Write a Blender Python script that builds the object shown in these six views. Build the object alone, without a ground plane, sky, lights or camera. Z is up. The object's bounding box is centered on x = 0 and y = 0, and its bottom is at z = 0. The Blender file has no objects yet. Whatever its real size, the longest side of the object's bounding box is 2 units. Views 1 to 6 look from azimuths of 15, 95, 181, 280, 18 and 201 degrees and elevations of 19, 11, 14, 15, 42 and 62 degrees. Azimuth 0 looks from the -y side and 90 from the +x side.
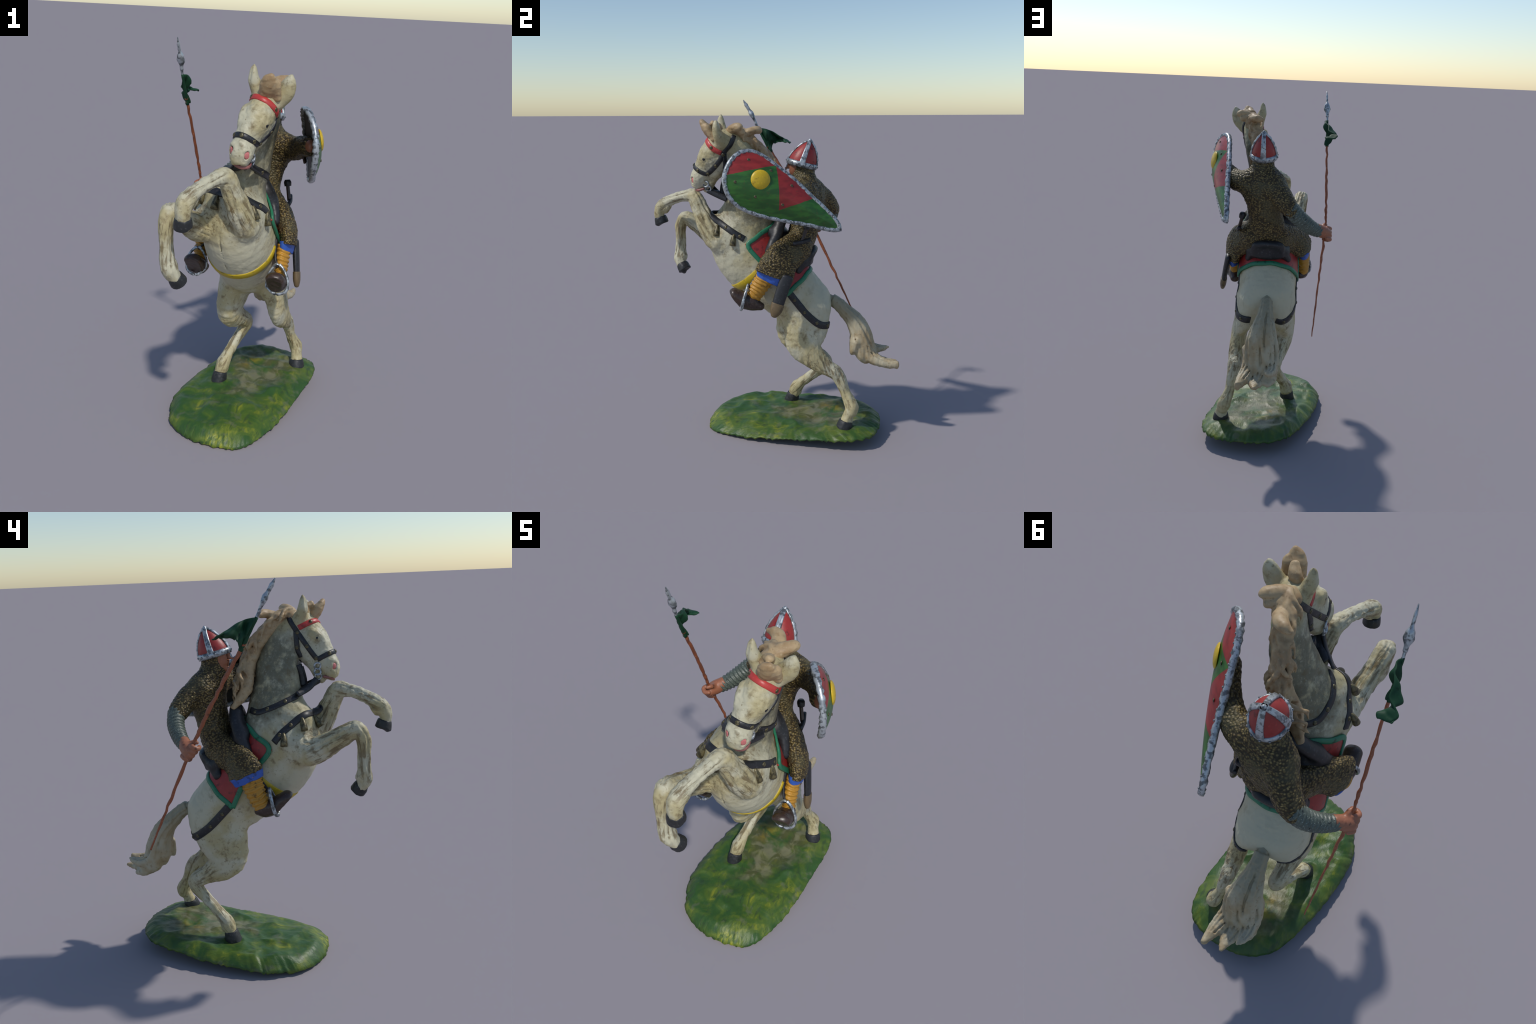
"""A painted toy figurine: a mail-clad rider with kite shield and lance on a
rearing white horse, standing on a green base.  Everything is built from
spines with elliptical sections (blended as distance fields), ribbons snapped
to those bodies, lathes and lofts."""
import bpy, bmesh, math
import numpy as np
from mathutils import Vector, Matrix
from mathutils.bvhtree import BVHTree

# ------------------------------------------------------------------ helpers
ROOT = bpy.data.objects.new("mounted_knight_figurine", None)
bpy.context.scene.collection.objects.link(ROOT)
ROOT["label"] = "painted toy knight with kite shield on rearing white horse"
ROOT["category"] = "toy figurine"


def unit(v):
    v = np.asarray(v, float)
    return v / max(np.linalg.norm(v), 1e-9)


def link(name, mesh, mat, parent=None, smooth=True):
    ob = bpy.data.objects.new(name, mesh)
    bpy.context.scene.collection.objects.link(ob)
    ob.parent = parent or ROOT
    mesh.materials.clear()
    for m in (mat if isinstance(mat, (list, tuple)) else [mat]):
        mesh.materials.append(m)
    if smooth:
        mesh.polygons.foreach_set("use_smooth", [True] * len(mesh.polygons))
    mesh.update()
    return ob


def mesh_from(name, v, f):
    me = bpy.data.meshes.new(name)
    me.from_pydata([tuple(map(float, p)) for p in v], [], [tuple(map(int, q)) for q in f])
    me.update()
    return me


def hash3(i, j, k, seed):
    n = (i * 73856093) ^ (j * 19349663) ^ (k * 83492791) ^ (seed * 2654435)
    n = (n ^ (n >> 13)) * 1274126177
    n = (n ^ (n >> 16)) & 0xFFFF
    return n / 65535.0 * 2 - 1


def noise(p, scale=1.0, seed=0, octaves=1):
    """Smooth value noise in -1..1 at points p (n,3)."""
    p = np.asarray(p, float) * scale
    out = np.zeros(len(p)); amp = 1.0; tot = 0.0
    for o in range(octaves):
        q = p * 2 ** o + 31.7 * o
        i = np.floor(q).astype(np.int64); f = q - i
        f = f * f * (3 - 2 * f)
        acc = 0
        for dx in (0, 1):
            for dy in (0, 1):
                for dz in (0, 1):
                    w = ((f[:, 0] if dx else 1 - f[:, 0]) * (f[:, 1] if dy else 1 - f[:, 1])
                         * (f[:, 2] if dz else 1 - f[:, 2]))
                    acc = acc + w * hash3(i[:, 0] + dx, i[:, 1] + dy, i[:, 2] + dz, seed + o)
        out += acc * amp; tot += amp; amp *= 0.5
    return out / tot


def spline(pts, n):
    """Catmull-Rom through rows of pts, n steps per span."""
    P = np.asarray(pts, float)
    if len(P) < 3:
        t = np.linspace(0, 1, n + 1)[:, None]
        return P[0] * (1 - t) + P[-1] * t
    Q = np.vstack([2 * P[0] - P[1], P, 2 * P[-1] - P[-2]])
    out = []
    for a in range(len(P) - 1):
        p0, p1, p2, p3 = Q[a:a + 4]
        for t in np.linspace(0, 1, n, endpoint=False):
            out.append(0.5 * (2 * p1 + (p2 - p0) * t + (2 * p0 - 5 * p1 + 4 * p2 - p3) * t * t
                              + (3 * p1 - p0 - 3 * p2 + p3) * t ** 3))
    out.append(P[-1])
    return np.array(out)


class Body:
    """Distance field made of blended spines with elliptical sections."""

    def __init__(self, lo, hi, h):
        self.lo = np.array(lo, float); self.h = h
        self.n = np.ceil((np.array(hi) - self.lo) / h).astype(int) + 1
        self.d = np.full(self.n, 0.3, np.float32)
        self.lab = np.zeros(self.n, np.int8); self.raw = np.full(self.n, 0.3, np.float32)
        self.names = []

    def box(self, a, b):
        i0 = np.clip(np.floor((np.asarray(a) - self.lo) / self.h).astype(int), 0, self.n)
        i1 = np.clip(np.ceil((np.asarray(b) - self.lo) / self.h).astype(int) + 1, 0, self.n)
        sl = tuple(slice(x, y) for x, y in zip(i0, i1))
        ax = [self.lo[c] + self.h * np.arange(i0[c], i1[c]) for c in range(3)]
        return sl, ax

    def _spine(self, pts, side, pad, steps, flat):
        S = spline(pts, steps)
        r = S[:, 3:5]
        i0, i1 = self.box(S[:, :3].min(0) - r.max() - pad - self.h, S[:, :3].max(0) + r.max() + pad + self.h)
        dist = np.full([s.stop - s.start for s in i0], 0.3, np.float32)
        off = [s.start for s in i0]
        side = np.asarray(side, float)
        for a, b in zip(S[:-1], S[1:]):
            rm = max(a[3:5].max(), b[3:5].max()) + pad
            sl, ax = self.box(np.minimum(a[:3], b[:3]) - rm, np.maximum(a[:3], b[:3]) + rm)
            if min(len(x) for x in ax) == 0:
                continue
            t = b[:3] - a[:3]; L = np.linalg.norm(t)
            if L < 1e-7:
                continue
            t = t / L
            n = unit(side - t * (side @ t)); bb = np.cross(t, n)
            X = (ax[0] - a[0]).astype(np.float32)[:, None, None]
            Y = (ax[1] - a[1]).astype(np.float32)[None, :, None]
            Z = (ax[2] - a[2]).astype(np.float32)[None, None, :]
            s = X * t[0] + Y * t[1] + Z * t[2]
            u = np.clip(s / L, 0, 1)
            e = s - u * L
            ra = a[3] + (b[3] - a[3]) * u; rb = a[4] + (b[4] - a[4]) * u
            pn = X * n[0] + Y * n[1] + Z * n[2]
            pb = X * bb[0] + Y * bb[1] + Z * bb[2]
            rc = np.minimum(ra, rb)
            k = np.sqrt((pn / ra) ** 2 + (pb / rb) ** 2 + (e / rc) ** 2)
            g = np.sqrt((pn / ra ** 2) ** 2 + (pb / rb ** 2) ** 2 + (e / rc ** 2) ** 2) + 1e-6
            dd = k * (k - 1) / g
            dd = np.where(k < 0.2, -rc * 0.8, dd)
            loc = tuple(slice(x.start - o, x.stop - o) for x, o in zip(sl, off))
            dist[loc] = np.minimum(dist[loc], dd)
        sl, ax = i0, i1
        G = (ax[0][:, None, None], ax[1][None, :, None], ax[2][None, None, :])
        for end, on in zip((0, 1), flat):
            if on:
                p, q = (S[0], S[1]) if end == 0 else (S[-1], S[-2])
                t = unit(p[:3] - q[:3])
                if not isinstance(on, (bool, int)):
                    t = unit(on)
                dist = np.maximum(dist, sum((G[c] - p[c]) * t[c] for c in range(3)).astype(np.float32))
        return sl, dist

    def add(self, name, pts, side=(1, 0, 0), k=0.02, steps=4, flat=(0, 0)):
        if name not in self.names:
            self.names.append(name)
        sl, dist = self._spine(pts, side, k + 3 * self.h, steps, flat)
        A = self.d[sl]
        h = np.clip(0.5 + 0.5 * (A - dist) / k, 0, 1)
        self.d[sl] = A + (dist - A) * h - k * h * (1 - h)
        R = self.raw[sl]
        m = dist < R
        R[m] = dist[m]; self.lab[sl][m] = self.names.index(name)

    def cut(self, pts, side=(1, 0, 0), k=0.008, steps=4):
        sl, dist = self._spine(pts, side, k + 3 * self.h, steps, (0, 0))
        A = self.d[sl]; B = -dist
        h = np.clip(0.5 - 0.5 * (A - B) / k, 0, 1)
        self.d[sl] = A + (B - A) * h + k * h * (1 - h)

    def halfspace(self, p, n):
        G = [self.lo[c] + self.h * np.arange(self.n[c]) for c in range(3)]
        pl = ((G[0] - p[0])[:, None, None] * n[0] + (G[1] - p[1])[None, :, None] * n[1]
              + (G[2] - p[2])[None, None, :] * n[2])
        self.d = np.maximum(self.d, pl.astype(np.float32))

    def surface(self, relax=1):
        """Naive surface nets; returns vertices, quads, label per vertex."""
        d = self.d
        ins = d < 0
        c = np.zeros(np.array(d.shape) - 1, np.int8)
        corners = [(i, j, k) for i in (0, 1) for j in (0, 1) for k in (0, 1)]
        nx, ny, nz = c.shape
        for i, j, k in corners:
            c += ins[i:i + nx, j:j + ny, k:k + nz]
        act = np.argwhere((c > 0) & (c < 8))
        idx = -np.ones(c.shape, np.int64)
        idx[tuple(act.T)] = np.arange(len(act))
        pos = np.zeros((len(act), 3)); cnt = np.zeros(len(act))
        for a in corners:
            for ax in range(3):
                if a[ax]:
                    continue
                b = list(a); b[ax] = 1
                va = d[tuple((act + a).T)]; vb = d[tuple((act + b).T)]
                m = (va < 0) != (vb < 0)
                t = va[m] / (va[m] - vb[m])
                pos[m] += np.array(a); pos[m, ax] += t; cnt[m] += 1
        v = self.lo + (act + pos / cnt[:, None]) * self.h
        lab = self.lab[tuple((act + np.round(pos / cnt[:, None]).astype(int)).T)]
        quads = []
        for ax in range(3):
            o1, o2 = [(1, 2), (2, 0), (0, 1)][ax]
            s0 = [slice(None)] * 3; s1 = [slice(None)] * 3
            s0[ax] = slice(0, -1); s1[ax] = slice(1, None)
            x = ins[tuple(s0)] != ins[tuple(s1)]
            e = np.argwhere(x)
            e = e[(e[:, o1] > 0) & (e[:, o2] > 0) & (e[:, o1] < d.shape[o1] - 1) & (e[:, o2] < d.shape[o2] - 1)]
            first = ins[tuple(e.T)]
            def cell(da, db):
                q = e.copy(); q[:, o1] -= da; q[:, o2] -= db
                return idx[tuple(q.T)]
            q = np.stack([cell(1, 1), cell(0, 1), cell(0, 0), cell(1, 0)], 1)
            q[~first] = q[~first][:, ::-1]
            quads.append(q)
        q = np.vstack(quads)
        q = q[(q >= 0).all(1)]
        E = np.vstack([q[:, [0, 1]], q[:, [1, 2]], q[:, [2, 3]], q[:, [3, 0]]])
        for _ in range(relax):
            s = np.zeros_like(v); n = np.zeros(len(v))
            for x in range(3):
                s[:, x] = np.bincount(E[:, 0], v[E[:, 1], x], len(v)) + np.bincount(E[:, 1], v[E[:, 0], x], len(v))
            n = np.bincount(E[:, 0], minlength=len(v)) + np.bincount(E[:, 1], minlength=len(v))
            v = 0.5 * v + 0.5 * s / np.maximum(n, 1)[:, None]
        return v, q, lab


def vnormals(v, q):
    n = np.cross(v[q[:, 2]] - v[q[:, 0]], v[q[:, 3]] - v[q[:, 1]])
    out = np.zeros_like(v)
    for c in range(4):
        for x in range(3):
            out[:, x] += np.bincount(q[:, c], n[:, x], len(v))
    return out / np.maximum(np.linalg.norm(out, axis=1), 1e-12)[:, None]


def split(v, q, lab, names, mats, parents=None):
    """Separate one smooth surface into named parts sharing border vertices."""
    N = vnormals(v, q)
    L = lab[q]
    fl = np.sort(L, 1)[:, 1]
    obs = {}
    for i, nm in enumerate(names):
        f = q[fl == i]
        if not len(f):
            continue
        used, inv = np.unique(f, return_inverse=True)
        me = mesh_from(nm, v[used], inv.reshape(f.shape))
        mt = mats[nm] if isinstance(mats, dict) else mats
        ob = link(nm.split("#")[0], me, mt)
        me.normals_split_custom_set_from_vertices([tuple(x) for x in N[used]])
        obs[nm] = ob
    return obs


def solid(name, body, mat, parent=None, bump=None, relax=1):
    v, q, lab = body.surface(relax)
    if bump:
        v = v + vnormals(v, q) * bump(v)[:, None]
    return link(name, mesh_from(name, v, q), mat, parent)


def bvh_of(v, q):
    return BVHTree.FromPolygons([tuple(p) for p in v], [tuple(map(int, x)) for x in q])


def tube(name, pts, mat, sides=10, steps=6, parent=None, wob=0.0, seed=1, side=(1, 0, 0), cap=True):
    """Loft of ellipses (x,y,z,ra,rb) along a spline."""
    S = spline(pts, steps)
    C = S[:, :3]; T = np.gradient(C, axis=0)
    v = []; f = []
    w = noise(C * 60, 1, seed) * wob
    side = np.asarray(side, float)
    for i, (c, t) in enumerate(zip(C, T)):
        t = unit(t); n = unit(side - t * (side @ t)); b = np.cross(t, n)
        for j in range(sides):
            a = 2 * math.pi * j / sides
            r = 1 + w[i]
            v.append(c + n * math.cos(a) * S[i, 3] * r + b * math.sin(a) * S[i, 4] * r)
    for i in range(len(C) - 1):
        for j in range(sides):
            k = (j + 1) % sides
            f.append((i * sides + j, i * sides + k, (i + 1) * sides + k, (i + 1) * sides + j))
    me = bpy.data.meshes.new(name)
    f = [tuple(x) for x in f]
    if cap:
        f.append(tuple(range(sides))[::-1]); f.append(tuple((len(C) - 1) * sides + j for j in range(sides)))
    me.from_pydata([tuple(p) for p in v], [], f); me.update()
    return link(name, me, mat, parent)


def ribbon(name, pts, width, thick, mat, bvh=None, steps=8, parent=None, lift=0.0, normal=None, closed=False, snap=0.2):
    """Strap: flat rounded band; snapped to a surface when a bvh is given."""
    P = np.asarray(pts, float)
    if closed:
        P = np.vstack([P, P[:1]])
    C = spline(P[:, :3], steps)
    N = np.zeros_like(C)
    for i, c in enumerate(C):
        if bvh is not None:
            loc, nn, _, dd = bvh.find_nearest(Vector(c))
            if dd < snap:
                C[i] = np.array(loc)
            N[i] = np.array(nn)
        else:
            N[i] = normal
    for _ in range(4):
        N[1:-1] = (N[:-2] + 2 * N[1:-1] + N[2:]) / 4
        C[1:-1] = (C[:-2] + 2 * C[1:-1] + C[2:]) / 4
    T = np.gradient(C, axis=0)
    prof = [(-1, -0.6), (-1, 0.45), (-0.82, 1), (0, 1.1), (0.82, 1), (1, 0.45), (1, -0.6)]
    v = []; f = []
    for c, n, t in zip(C, N, T):
        t = unit(t); n = unit(n - t * (n @ t)); b = np.cross(t, n)
        for x, y in prof:
            v.append(c + b * x * width / 2 + n * (y * thick + lift))
    m = len(prof)
    for i in range(len(C) - 1):
        for j in range(m):
            k = (j + 1) % m
            f.append((i * m + j, i * m + k, (i + 1) * m + k, (i + 1) * m + j))
    f.append(tuple(range(m))[::-1]); f.append(tuple((len(C) - 1) * m + j for j in range(m)))
    me = bpy.data.meshes.new(name); me.from_pydata([tuple(p) for p in v], [], f)
    bm = bmesh.new(); bm.from_mesh(me); bmesh.ops.recalc_face_normals(bm, faces=bm.faces); bm.to_mesh(me); bm.free()
    me.update()
    ob = link(name, me, mat, parent)
    return ob, C, N


def dome_mesh(name, r, h, seg=14, rings=5):
    v = []; f = []
    for i in range(rings):
        a = i / rings * math.pi / 2
        for j in range(seg):
            b = 2 * math.pi * j / seg
            v.append((r * math.cos(a) * math.cos(b), r * math.cos(a) * math.sin(b), h * math.sin(a)))
    v.append((0, 0, h))
    for i in range(rings - 1):
        for j in range(seg):
            k = (j + 1) % seg
            f.append((i * seg + j, i * seg + k, (i + 1) * seg + k, (i + 1) * seg + j))
    for j in range(seg):
        f.append(((rings - 1) * seg + j, (rings - 1) * seg + (j + 1) % seg, len(v) - 1))
    f.append(tuple(range(seg))[::-1])
    me = bpy.data.meshes.new(name); me.from_pydata(v, [], f); me.update()
    return me


def place(name, mesh, mat, loc, nrm, parent=None, scale=1.0, upv=(0, 0, 1)):
    ob = bpy.data.objects.new(name, mesh)
    bpy.context.scene.collection.objects.link(ob)
    ob.parent = parent or ROOT
    if not mesh.materials:
        mesh.materials.append(mat)
        mesh.polygons.foreach_set("use_smooth", [True] * len(mesh.polygons))
    n = Vector(unit(nrm)); u = Vector(upv); x = u.cross(n)
    if x.length < 1e-3:
        x = Vector((1, 0, 0))
    x.normalize(); y = n.cross(x)
    M = Matrix((x, y, n)).transposed().to_4x4()
    ob.matrix_world = Matrix.Translation(Vector(loc)) @ M @ Matrix.Scale(scale, 4)
    return ob


def join(name, obs, mat=None, parent=None):
    vs = []; fs = []; mi = []; mats = []
    for o in obs:
        me = o.data; b = len(vs)
        vs += [o.matrix_world @ x.co if o.parent is None else o.matrix_basis @ x.co for x in me.vertices]
        base = len(mats); mats += list(me.materials)
        fs += [tuple(b + i for i in p.vertices) for p in me.polygons]
        mi += [base + p.material_index for p in me.polygons]
    me = bpy.data.meshes.new(name); me.from_pydata([tuple(x) for x in vs], [], fs); me.update()
    ob = link(name, me, mat or mats, parent)
    if not mat:
        me.polygons.foreach_set("material_index", mi)
    for o in obs:
        d = o.data; bpy.data.objects.remove(o)
        if d.users == 0:
            bpy.data.meshes.remove(d)
    return ob


# ---------------------------------------------------------------- materials
def srgb(r, g, b):
    return tuple((c / 255 / 12.92 if c / 255 <= 0.04045 else ((c / 255 + 0.055) / 1.055) ** 2.4) for c in (r, g, b)) + (1,)


class Mat:
    def __init__(self, name, rough=0.5, metal=0.0, spec=0.5):
        self.m = bpy.data.materials.new(name); self.m.use_nodes = True
        self.t = self.m.node_tree
        self.b = self.t.nodes["Principled BSDF"]
        self.b.inputs["Roughness"].default_value = rough
        self.b.inputs["Metallic"].default_value = metal
        self.b.inputs["Specular IOR Level"].default_value = spec
        self.co = self.t.nodes.new("ShaderNodeTexCoord").outputs["Object"]

    def N(self, kind, **kw):
        n = self.t.nodes.new(kind)
        for a, b in kw.items():
            setattr(n, a, b)
        return n

    def L(self, a, b):
        self.t.links.new(a, b)

    def mapped(self, scale=(1, 1, 1), rot=(0, 0, 0), loc=(0, 0, 0)):
        m = self.N("ShaderNodeMapping")
        m.inputs["Scale"].default_value = scale; m.inputs["Rotation"].default_value = rot
        m.inputs["Location"].default_value = loc
        self.L(self.co, m.inputs[0]); return m.outputs[0]

    def noise(self, scale, detail=3, rough=0.55, vec=None, dist=0.0):
        n = self.N("ShaderNodeTexNoise")
        n.inputs["Scale"].default_value = scale; n.inputs["Detail"].default_value = detail
        n.inputs["Roughness"].default_value = rough; n.inputs["Distortion"].default_value = dist
        self.L(vec or self.co, n.inputs["Vector"]); return n.outputs["Fac"]

    def voronoi(self, scale, vec=None, feature="F1", out="Distance"):
        n = self.N("ShaderNodeTexVoronoi", feature=feature)
        n.inputs["Scale"].default_value = scale
        self.L(vec or self.co, n.inputs["Vector"]); return n.outputs[out]

    def step(self, fac, a, b):
        r = self.N("ShaderNodeMapRange", interpolation_type="SMOOTHSTEP")
        r.inputs[1].default_value = a; r.inputs[2].default_value = b
        self.L(fac, r.inputs[0]); return r.outputs[0]

    def math(self, op, a, b=0.0):
        n = self.N("ShaderNodeMath", operation=op)
        for i, x in enumerate((a, b)):
            if isinstance(x, (int, float)):
                n.inputs[i].default_value = x
            else:
                self.L(x, n.inputs[i])
        return n.outputs[0]

    def mix(self, fac, a, b):
        n = self.N("ShaderNodeMix", data_type="RGBA")
        for s, x in ((0, fac), (6, a), (7, b)):
            if isinstance(x, (int, float, tuple)):
                n.inputs[s].default_value = x
            else:
                self.L(x, n.inputs[s])
        return n.outputs[2]

    def axis(self, i):
        s = self.N("ShaderNodeSeparateXYZ"); self.L(self.co, s.inputs[0]); return s.outputs[i]

    def near(self, centre, radius, soft=0.5):
        """1 inside a ball, 0 outside."""
        d = self.N("ShaderNodeVectorMath", operation="DISTANCE")
        self.L(self.co, d.inputs[0]); d.inputs[1].default_value = centre
        return self.step(d.outputs["Value"], radius * (1 + soft), radius * (1 - soft))

    def done(self, col, bump=None, strength=0.3, dist=0.004, rough=None):
        if isinstance(col, tuple):
            self.b.inputs["Base Color"].default_value = col
        else:
            self.L(col, self.b.inputs["Base Color"])
        if rough is not None:
            self.L(rough, self.b.inputs["Roughness"])
        if bump is not None:
            n = self.N("ShaderNodeBump"); n.inputs["Strength"].default_value = strength
            n.inputs["Distance"].default_value = dist
            self.L(bump, n.inputs["Height"]); self.L(n.outputs[0], self.b.inputs["Normal"])
        return self.m


def paint(name, col, var=0.25, rough=0.45, scale=30, bump=0.15, dark=None, light=None, spec=0.5):
    """Hand-brushed enamel: base colour with darker and lighter patches."""
    m = Mat(name, rough, spec=spec)
    n1 = m.noise(scale, 4); n2 = m.noise(scale * 3.1, 3)
    dk = dark or tuple(c * (1 - var * 1.6) for c in col[:3]) + (1,)
    lt = light or tuple(min(1, c * (1 + var)) for c in col[:3]) + (1,)
    c = m.mix(m.step(n1, 0.42, 0.3), col, dk)
    c = m.mix(m.step(n2, 0.55, 0.72), c, lt)
    return m.done(c, n2, bump, 0.003)


def horse_material():
    m = Mat("horse_hide", 0.5, spec=0.35)
    base, white = (0.43, 0.37, 0.205, 1), (0.51, 0.48, 0.345, 1)
    brown, grey = (0.150, 0.105, 0.045, 1), (0.165, 0.158, 0.105, 1)
    big = m.noise(6, 3); mid = m.noise(20, 5, 0.65); fine = m.noise(70, 4, 0.6)
    c = m.mix(m.step(big, 0.42, 0.6), base, white)
    # belly and croup are painted cleaner and whiter
    clean = m.math("MAXIMUM", m.near((0, -0.24, 0.92), 0.21, 0.35), m.near((-0.01, 0.3, 0.86), 0.19, 0.35))
    c = m.mix(clean, c, white)
    dirty = m.math("SUBTRACT", 1.0, m.math("MULTIPLY", clean, 0.85))
    # neck is mixed toward a darker, mottled grey
    neck = m.math("MAXIMUM", m.near((0.02, -0.10, 1.40), 0.19, 0.4), m.near((0.06, -0.14, 1.58), 0.15, 0.4))
    c = m.mix(m.math("MULTIPLY", neck, m.step(mid, 0.26, 0.54)), c, grey)
    # tendon streaks run along each limb: (limb axis, mask centre, mask radius)
    ridge = None
    for ax, cen, rad in (((-0.07, -0.15, 0.25), (0.05, -0.41, 1.29), 0.13), ((-0.10, -0.21, -0.06), (-0.04, -0.60, 1.42), 0.13),
                         ((-0.066, -0.24, 0.13), (-0.165, -0.45, 1.21), 0.14), ((0.0, -0.02, -0.2), (-0.20, -0.60, 1.13), 0.13),
                         ((0.05, 0.1, -0.25), (0.17, 0.36, 0.38), 0.20), ((-0.07, -0.17, -0.2), (-0.12, 0.2, 0.28), 0.16),
                         ((0.03, 0.15, -0.1), (-0.09, 0.22, 0.47), 0.10)):
        mp = m.N("ShaderNodeMapping", vector_type="TEXTURE")
        mp.inputs["Rotation"].default_value = Vector(ax).to_track_quat("Z", "Y").to_euler()
        mp.inputs["Scale"].default_value = (1 / 62, 1 / 62, 1 / 9)
        m.L(m.co, mp.inputs[0])
        n = m.math("MULTIPLY", m.step(m.noise(1, 3, 0.55, vec=mp.outputs[0], dist=0.3), 0.48, 0.64), m.near(cen, rad, 0.3))
        ridge = n if ridge is None else m.math("MAXIMUM", ridge, n)
    c = m.mix(m.math("MULTIPLY", m.math("MULTIPLY", m.step(mid, 0.52, 0.72), 0.75), dirty), c, brown)
    c = m.mix(m.math("MULTIPLY", ridge, 0.78), c, brown)
    c = m.mix(m.math("MULTIPLY", m.math("MULTIPLY", m.step(fine, 0.58, 0.72), 0.6), dirty), c, brown)
    c = m.mix(m.math("MULTIPLY", m.step(fine, 0.42, 0.28), 0.35), c, (0.55, 0.53, 0.38, 1))
    h = m.math("SUBTRACT", m.math("MULTIPLY", m.math("ADD", mid, fine), .5), m.math("MULTIPLY", ridge, 0.8))
    return m.done(c, h, 0.45, 0.006)


def mail_material():
    m = Mat("mail", 0.52, 0.15, 0.4)
    wob = m.noise(40, 2)
    v = m.voronoi(88, m.mapped((1, 1, 1.3)))
    n = m.noise(9, 3); n2 = m.noise(60, 3)
    dk = (0.042, 0.029, 0.011, 1); br = (0.185, 0.132, 0.046, 1); gold = (0.42, 0.315, 0.12, 1)
    c = m.mix(m.step(v, 0.62, 0.25), dk, br)
    glint = m.math("MULTIPLY", m.step(v, 0.40, 0.12), m.step(n2, 0.52, 0.68))
    c = m.mix(glint, c, gold)
    c = m.mix(m.math("MULTIPLY", m.step(n, 0.50, 0.66), 0.6), c, (0.105, 0.092, 0.046, 1))
    return m.done(c, m.math("SUBTRACT", 1.0, v), 0.7, 0.007)


def metal_material(name, col, rough=0.35, metal=0.75):
    m = Mat(name, rough, metal)
    n = m.noise(55, 4); n2 = m.noise(18, 3)
    c = m.mix(m.step(n, 0.54, 0.40), col, tuple(x * 0.3 for x in col[:3]) + (1,))
    c = m.mix(m.step(n2, 0.55, 0.7), c, tuple(x * 0.55 for x in col[:3]) + (1,))
    return m.done(c, n, 0.35, 0.004)


def grass_material():
    m = Mat("grass_paint", 0.45, spec=0.4)
    w = m.noise(9, 4, 0.6, dist=0.6); f = m.noise(1, 4, 0.6, vec=m.mapped((34, 12, 20)), dist=0.8); s = m.noise(1, 3, vec=m.mapped((120, 60, 30)))
    g = m.mix(m.step(w, 0.40, 0.62), (0.032, 0.085, 0.016, 1), (0.080, 0.130, 0.016, 1))
    g = m.mix(m.math("MULTIPLY", m.step(w, 0.56, 0.68), m.math("MULTIPLY", m.step(f, 0.40, 0.66), 0.8)), g, (0.24, 0.25, 0.022, 1))
    g = m.mix(m.math("MULTIPLY", m.step(f, 0.46, 0.30), 0.6), g, (0.028, 0.045, 0.022, 1))
    g = m.mix(m.math("MULTIPLY", m.step(m.noise(13, 3), 0.58, 0.68), 0.55), g, (0.11, 0.125, 0.07, 1))
    # yellow highlights brushed along the toe of the base
    tip = m.near((0.0, -0.43, 0.02), 0.085, 0.6)
    g = m.mix(m.math("MULTIPLY", tip, m.step(f, 0.40, 0.7)), g, (0.34, 0.34, 0.03, 1))
    # trodden bare earth between the hooves
    earth = m.mix(m.step(m.noise(14, 3, dist=0.6), 0.42, 0.62), (0.085, 0.075, 0.032, 1), (0.20, 0.18, 0.11, 1))
    bare = m.math("MAXIMUM", m.near((0.03, 0.35, 0.11), 0.21, 0.4), m.near((-0.04, 0.10, 0.09), 0.13, 0.6))
    g = m.mix(m.math("MULTIPLY", m.math("MULTIPLY", bare, 0.75), m.step(m.noise(8, 3), 0.36, 0.56)), g, earth)
    g = m.mix(m.math("MULTIPLY", m.math("MULTIPLY", m.near((-0.06, 0.36, 0.1), 0.06, 0.7), m.step(w, .4, .6)), 0.6), g, (0.30, 0.20, 0.02, 1))
    return m.done(g, m.math("ADD", f, m.math("MULTIPLY", s, 0.5)), 0.4, 0.006)


def hair_material():
    m = Mat("horse_hair", 0.5, spec=0.35)
    n = m.noise(16, 3); f = m.noise(60, 4)
    c = m.mix(m.step(n, 0.38, 0.62), (0.34, 0.225, 0.115, 1), (0.45, 0.325, 0.18, 1))
    c = m.mix(m.math("MULTIPLY", m.step(f, 0.56, 0.7), 0.6), c, (0.20, 0.13, 0.06, 1))
    c = m.mix(m.math("MULTIPLY", m.step(f, 0.42, 0.3), 0.4), c, (0.52, 0.43, 0.28, 1))
    return m.done(c, f, 0.2, 0.003)


def tail_material():
    m = Mat("tail_hair", 0.5, spec=0.35)
    n = m.noise(10, 3); f = m.noise(55, 4)
    c = m.mix(m.step(n, 0.38, 0.62), (0.38, 0.29, 0.165, 1), (0.44, 0.385, 0.265, 1))
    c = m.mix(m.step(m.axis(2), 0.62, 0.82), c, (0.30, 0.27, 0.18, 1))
    c = m.mix(m.math("MULTIPLY", m.step(f, 0.56, 0.7), 0.55), c, (0.22, 0.15, 0.07, 1))
    return m.done(c, f, 0.2, 0.003)


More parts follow.
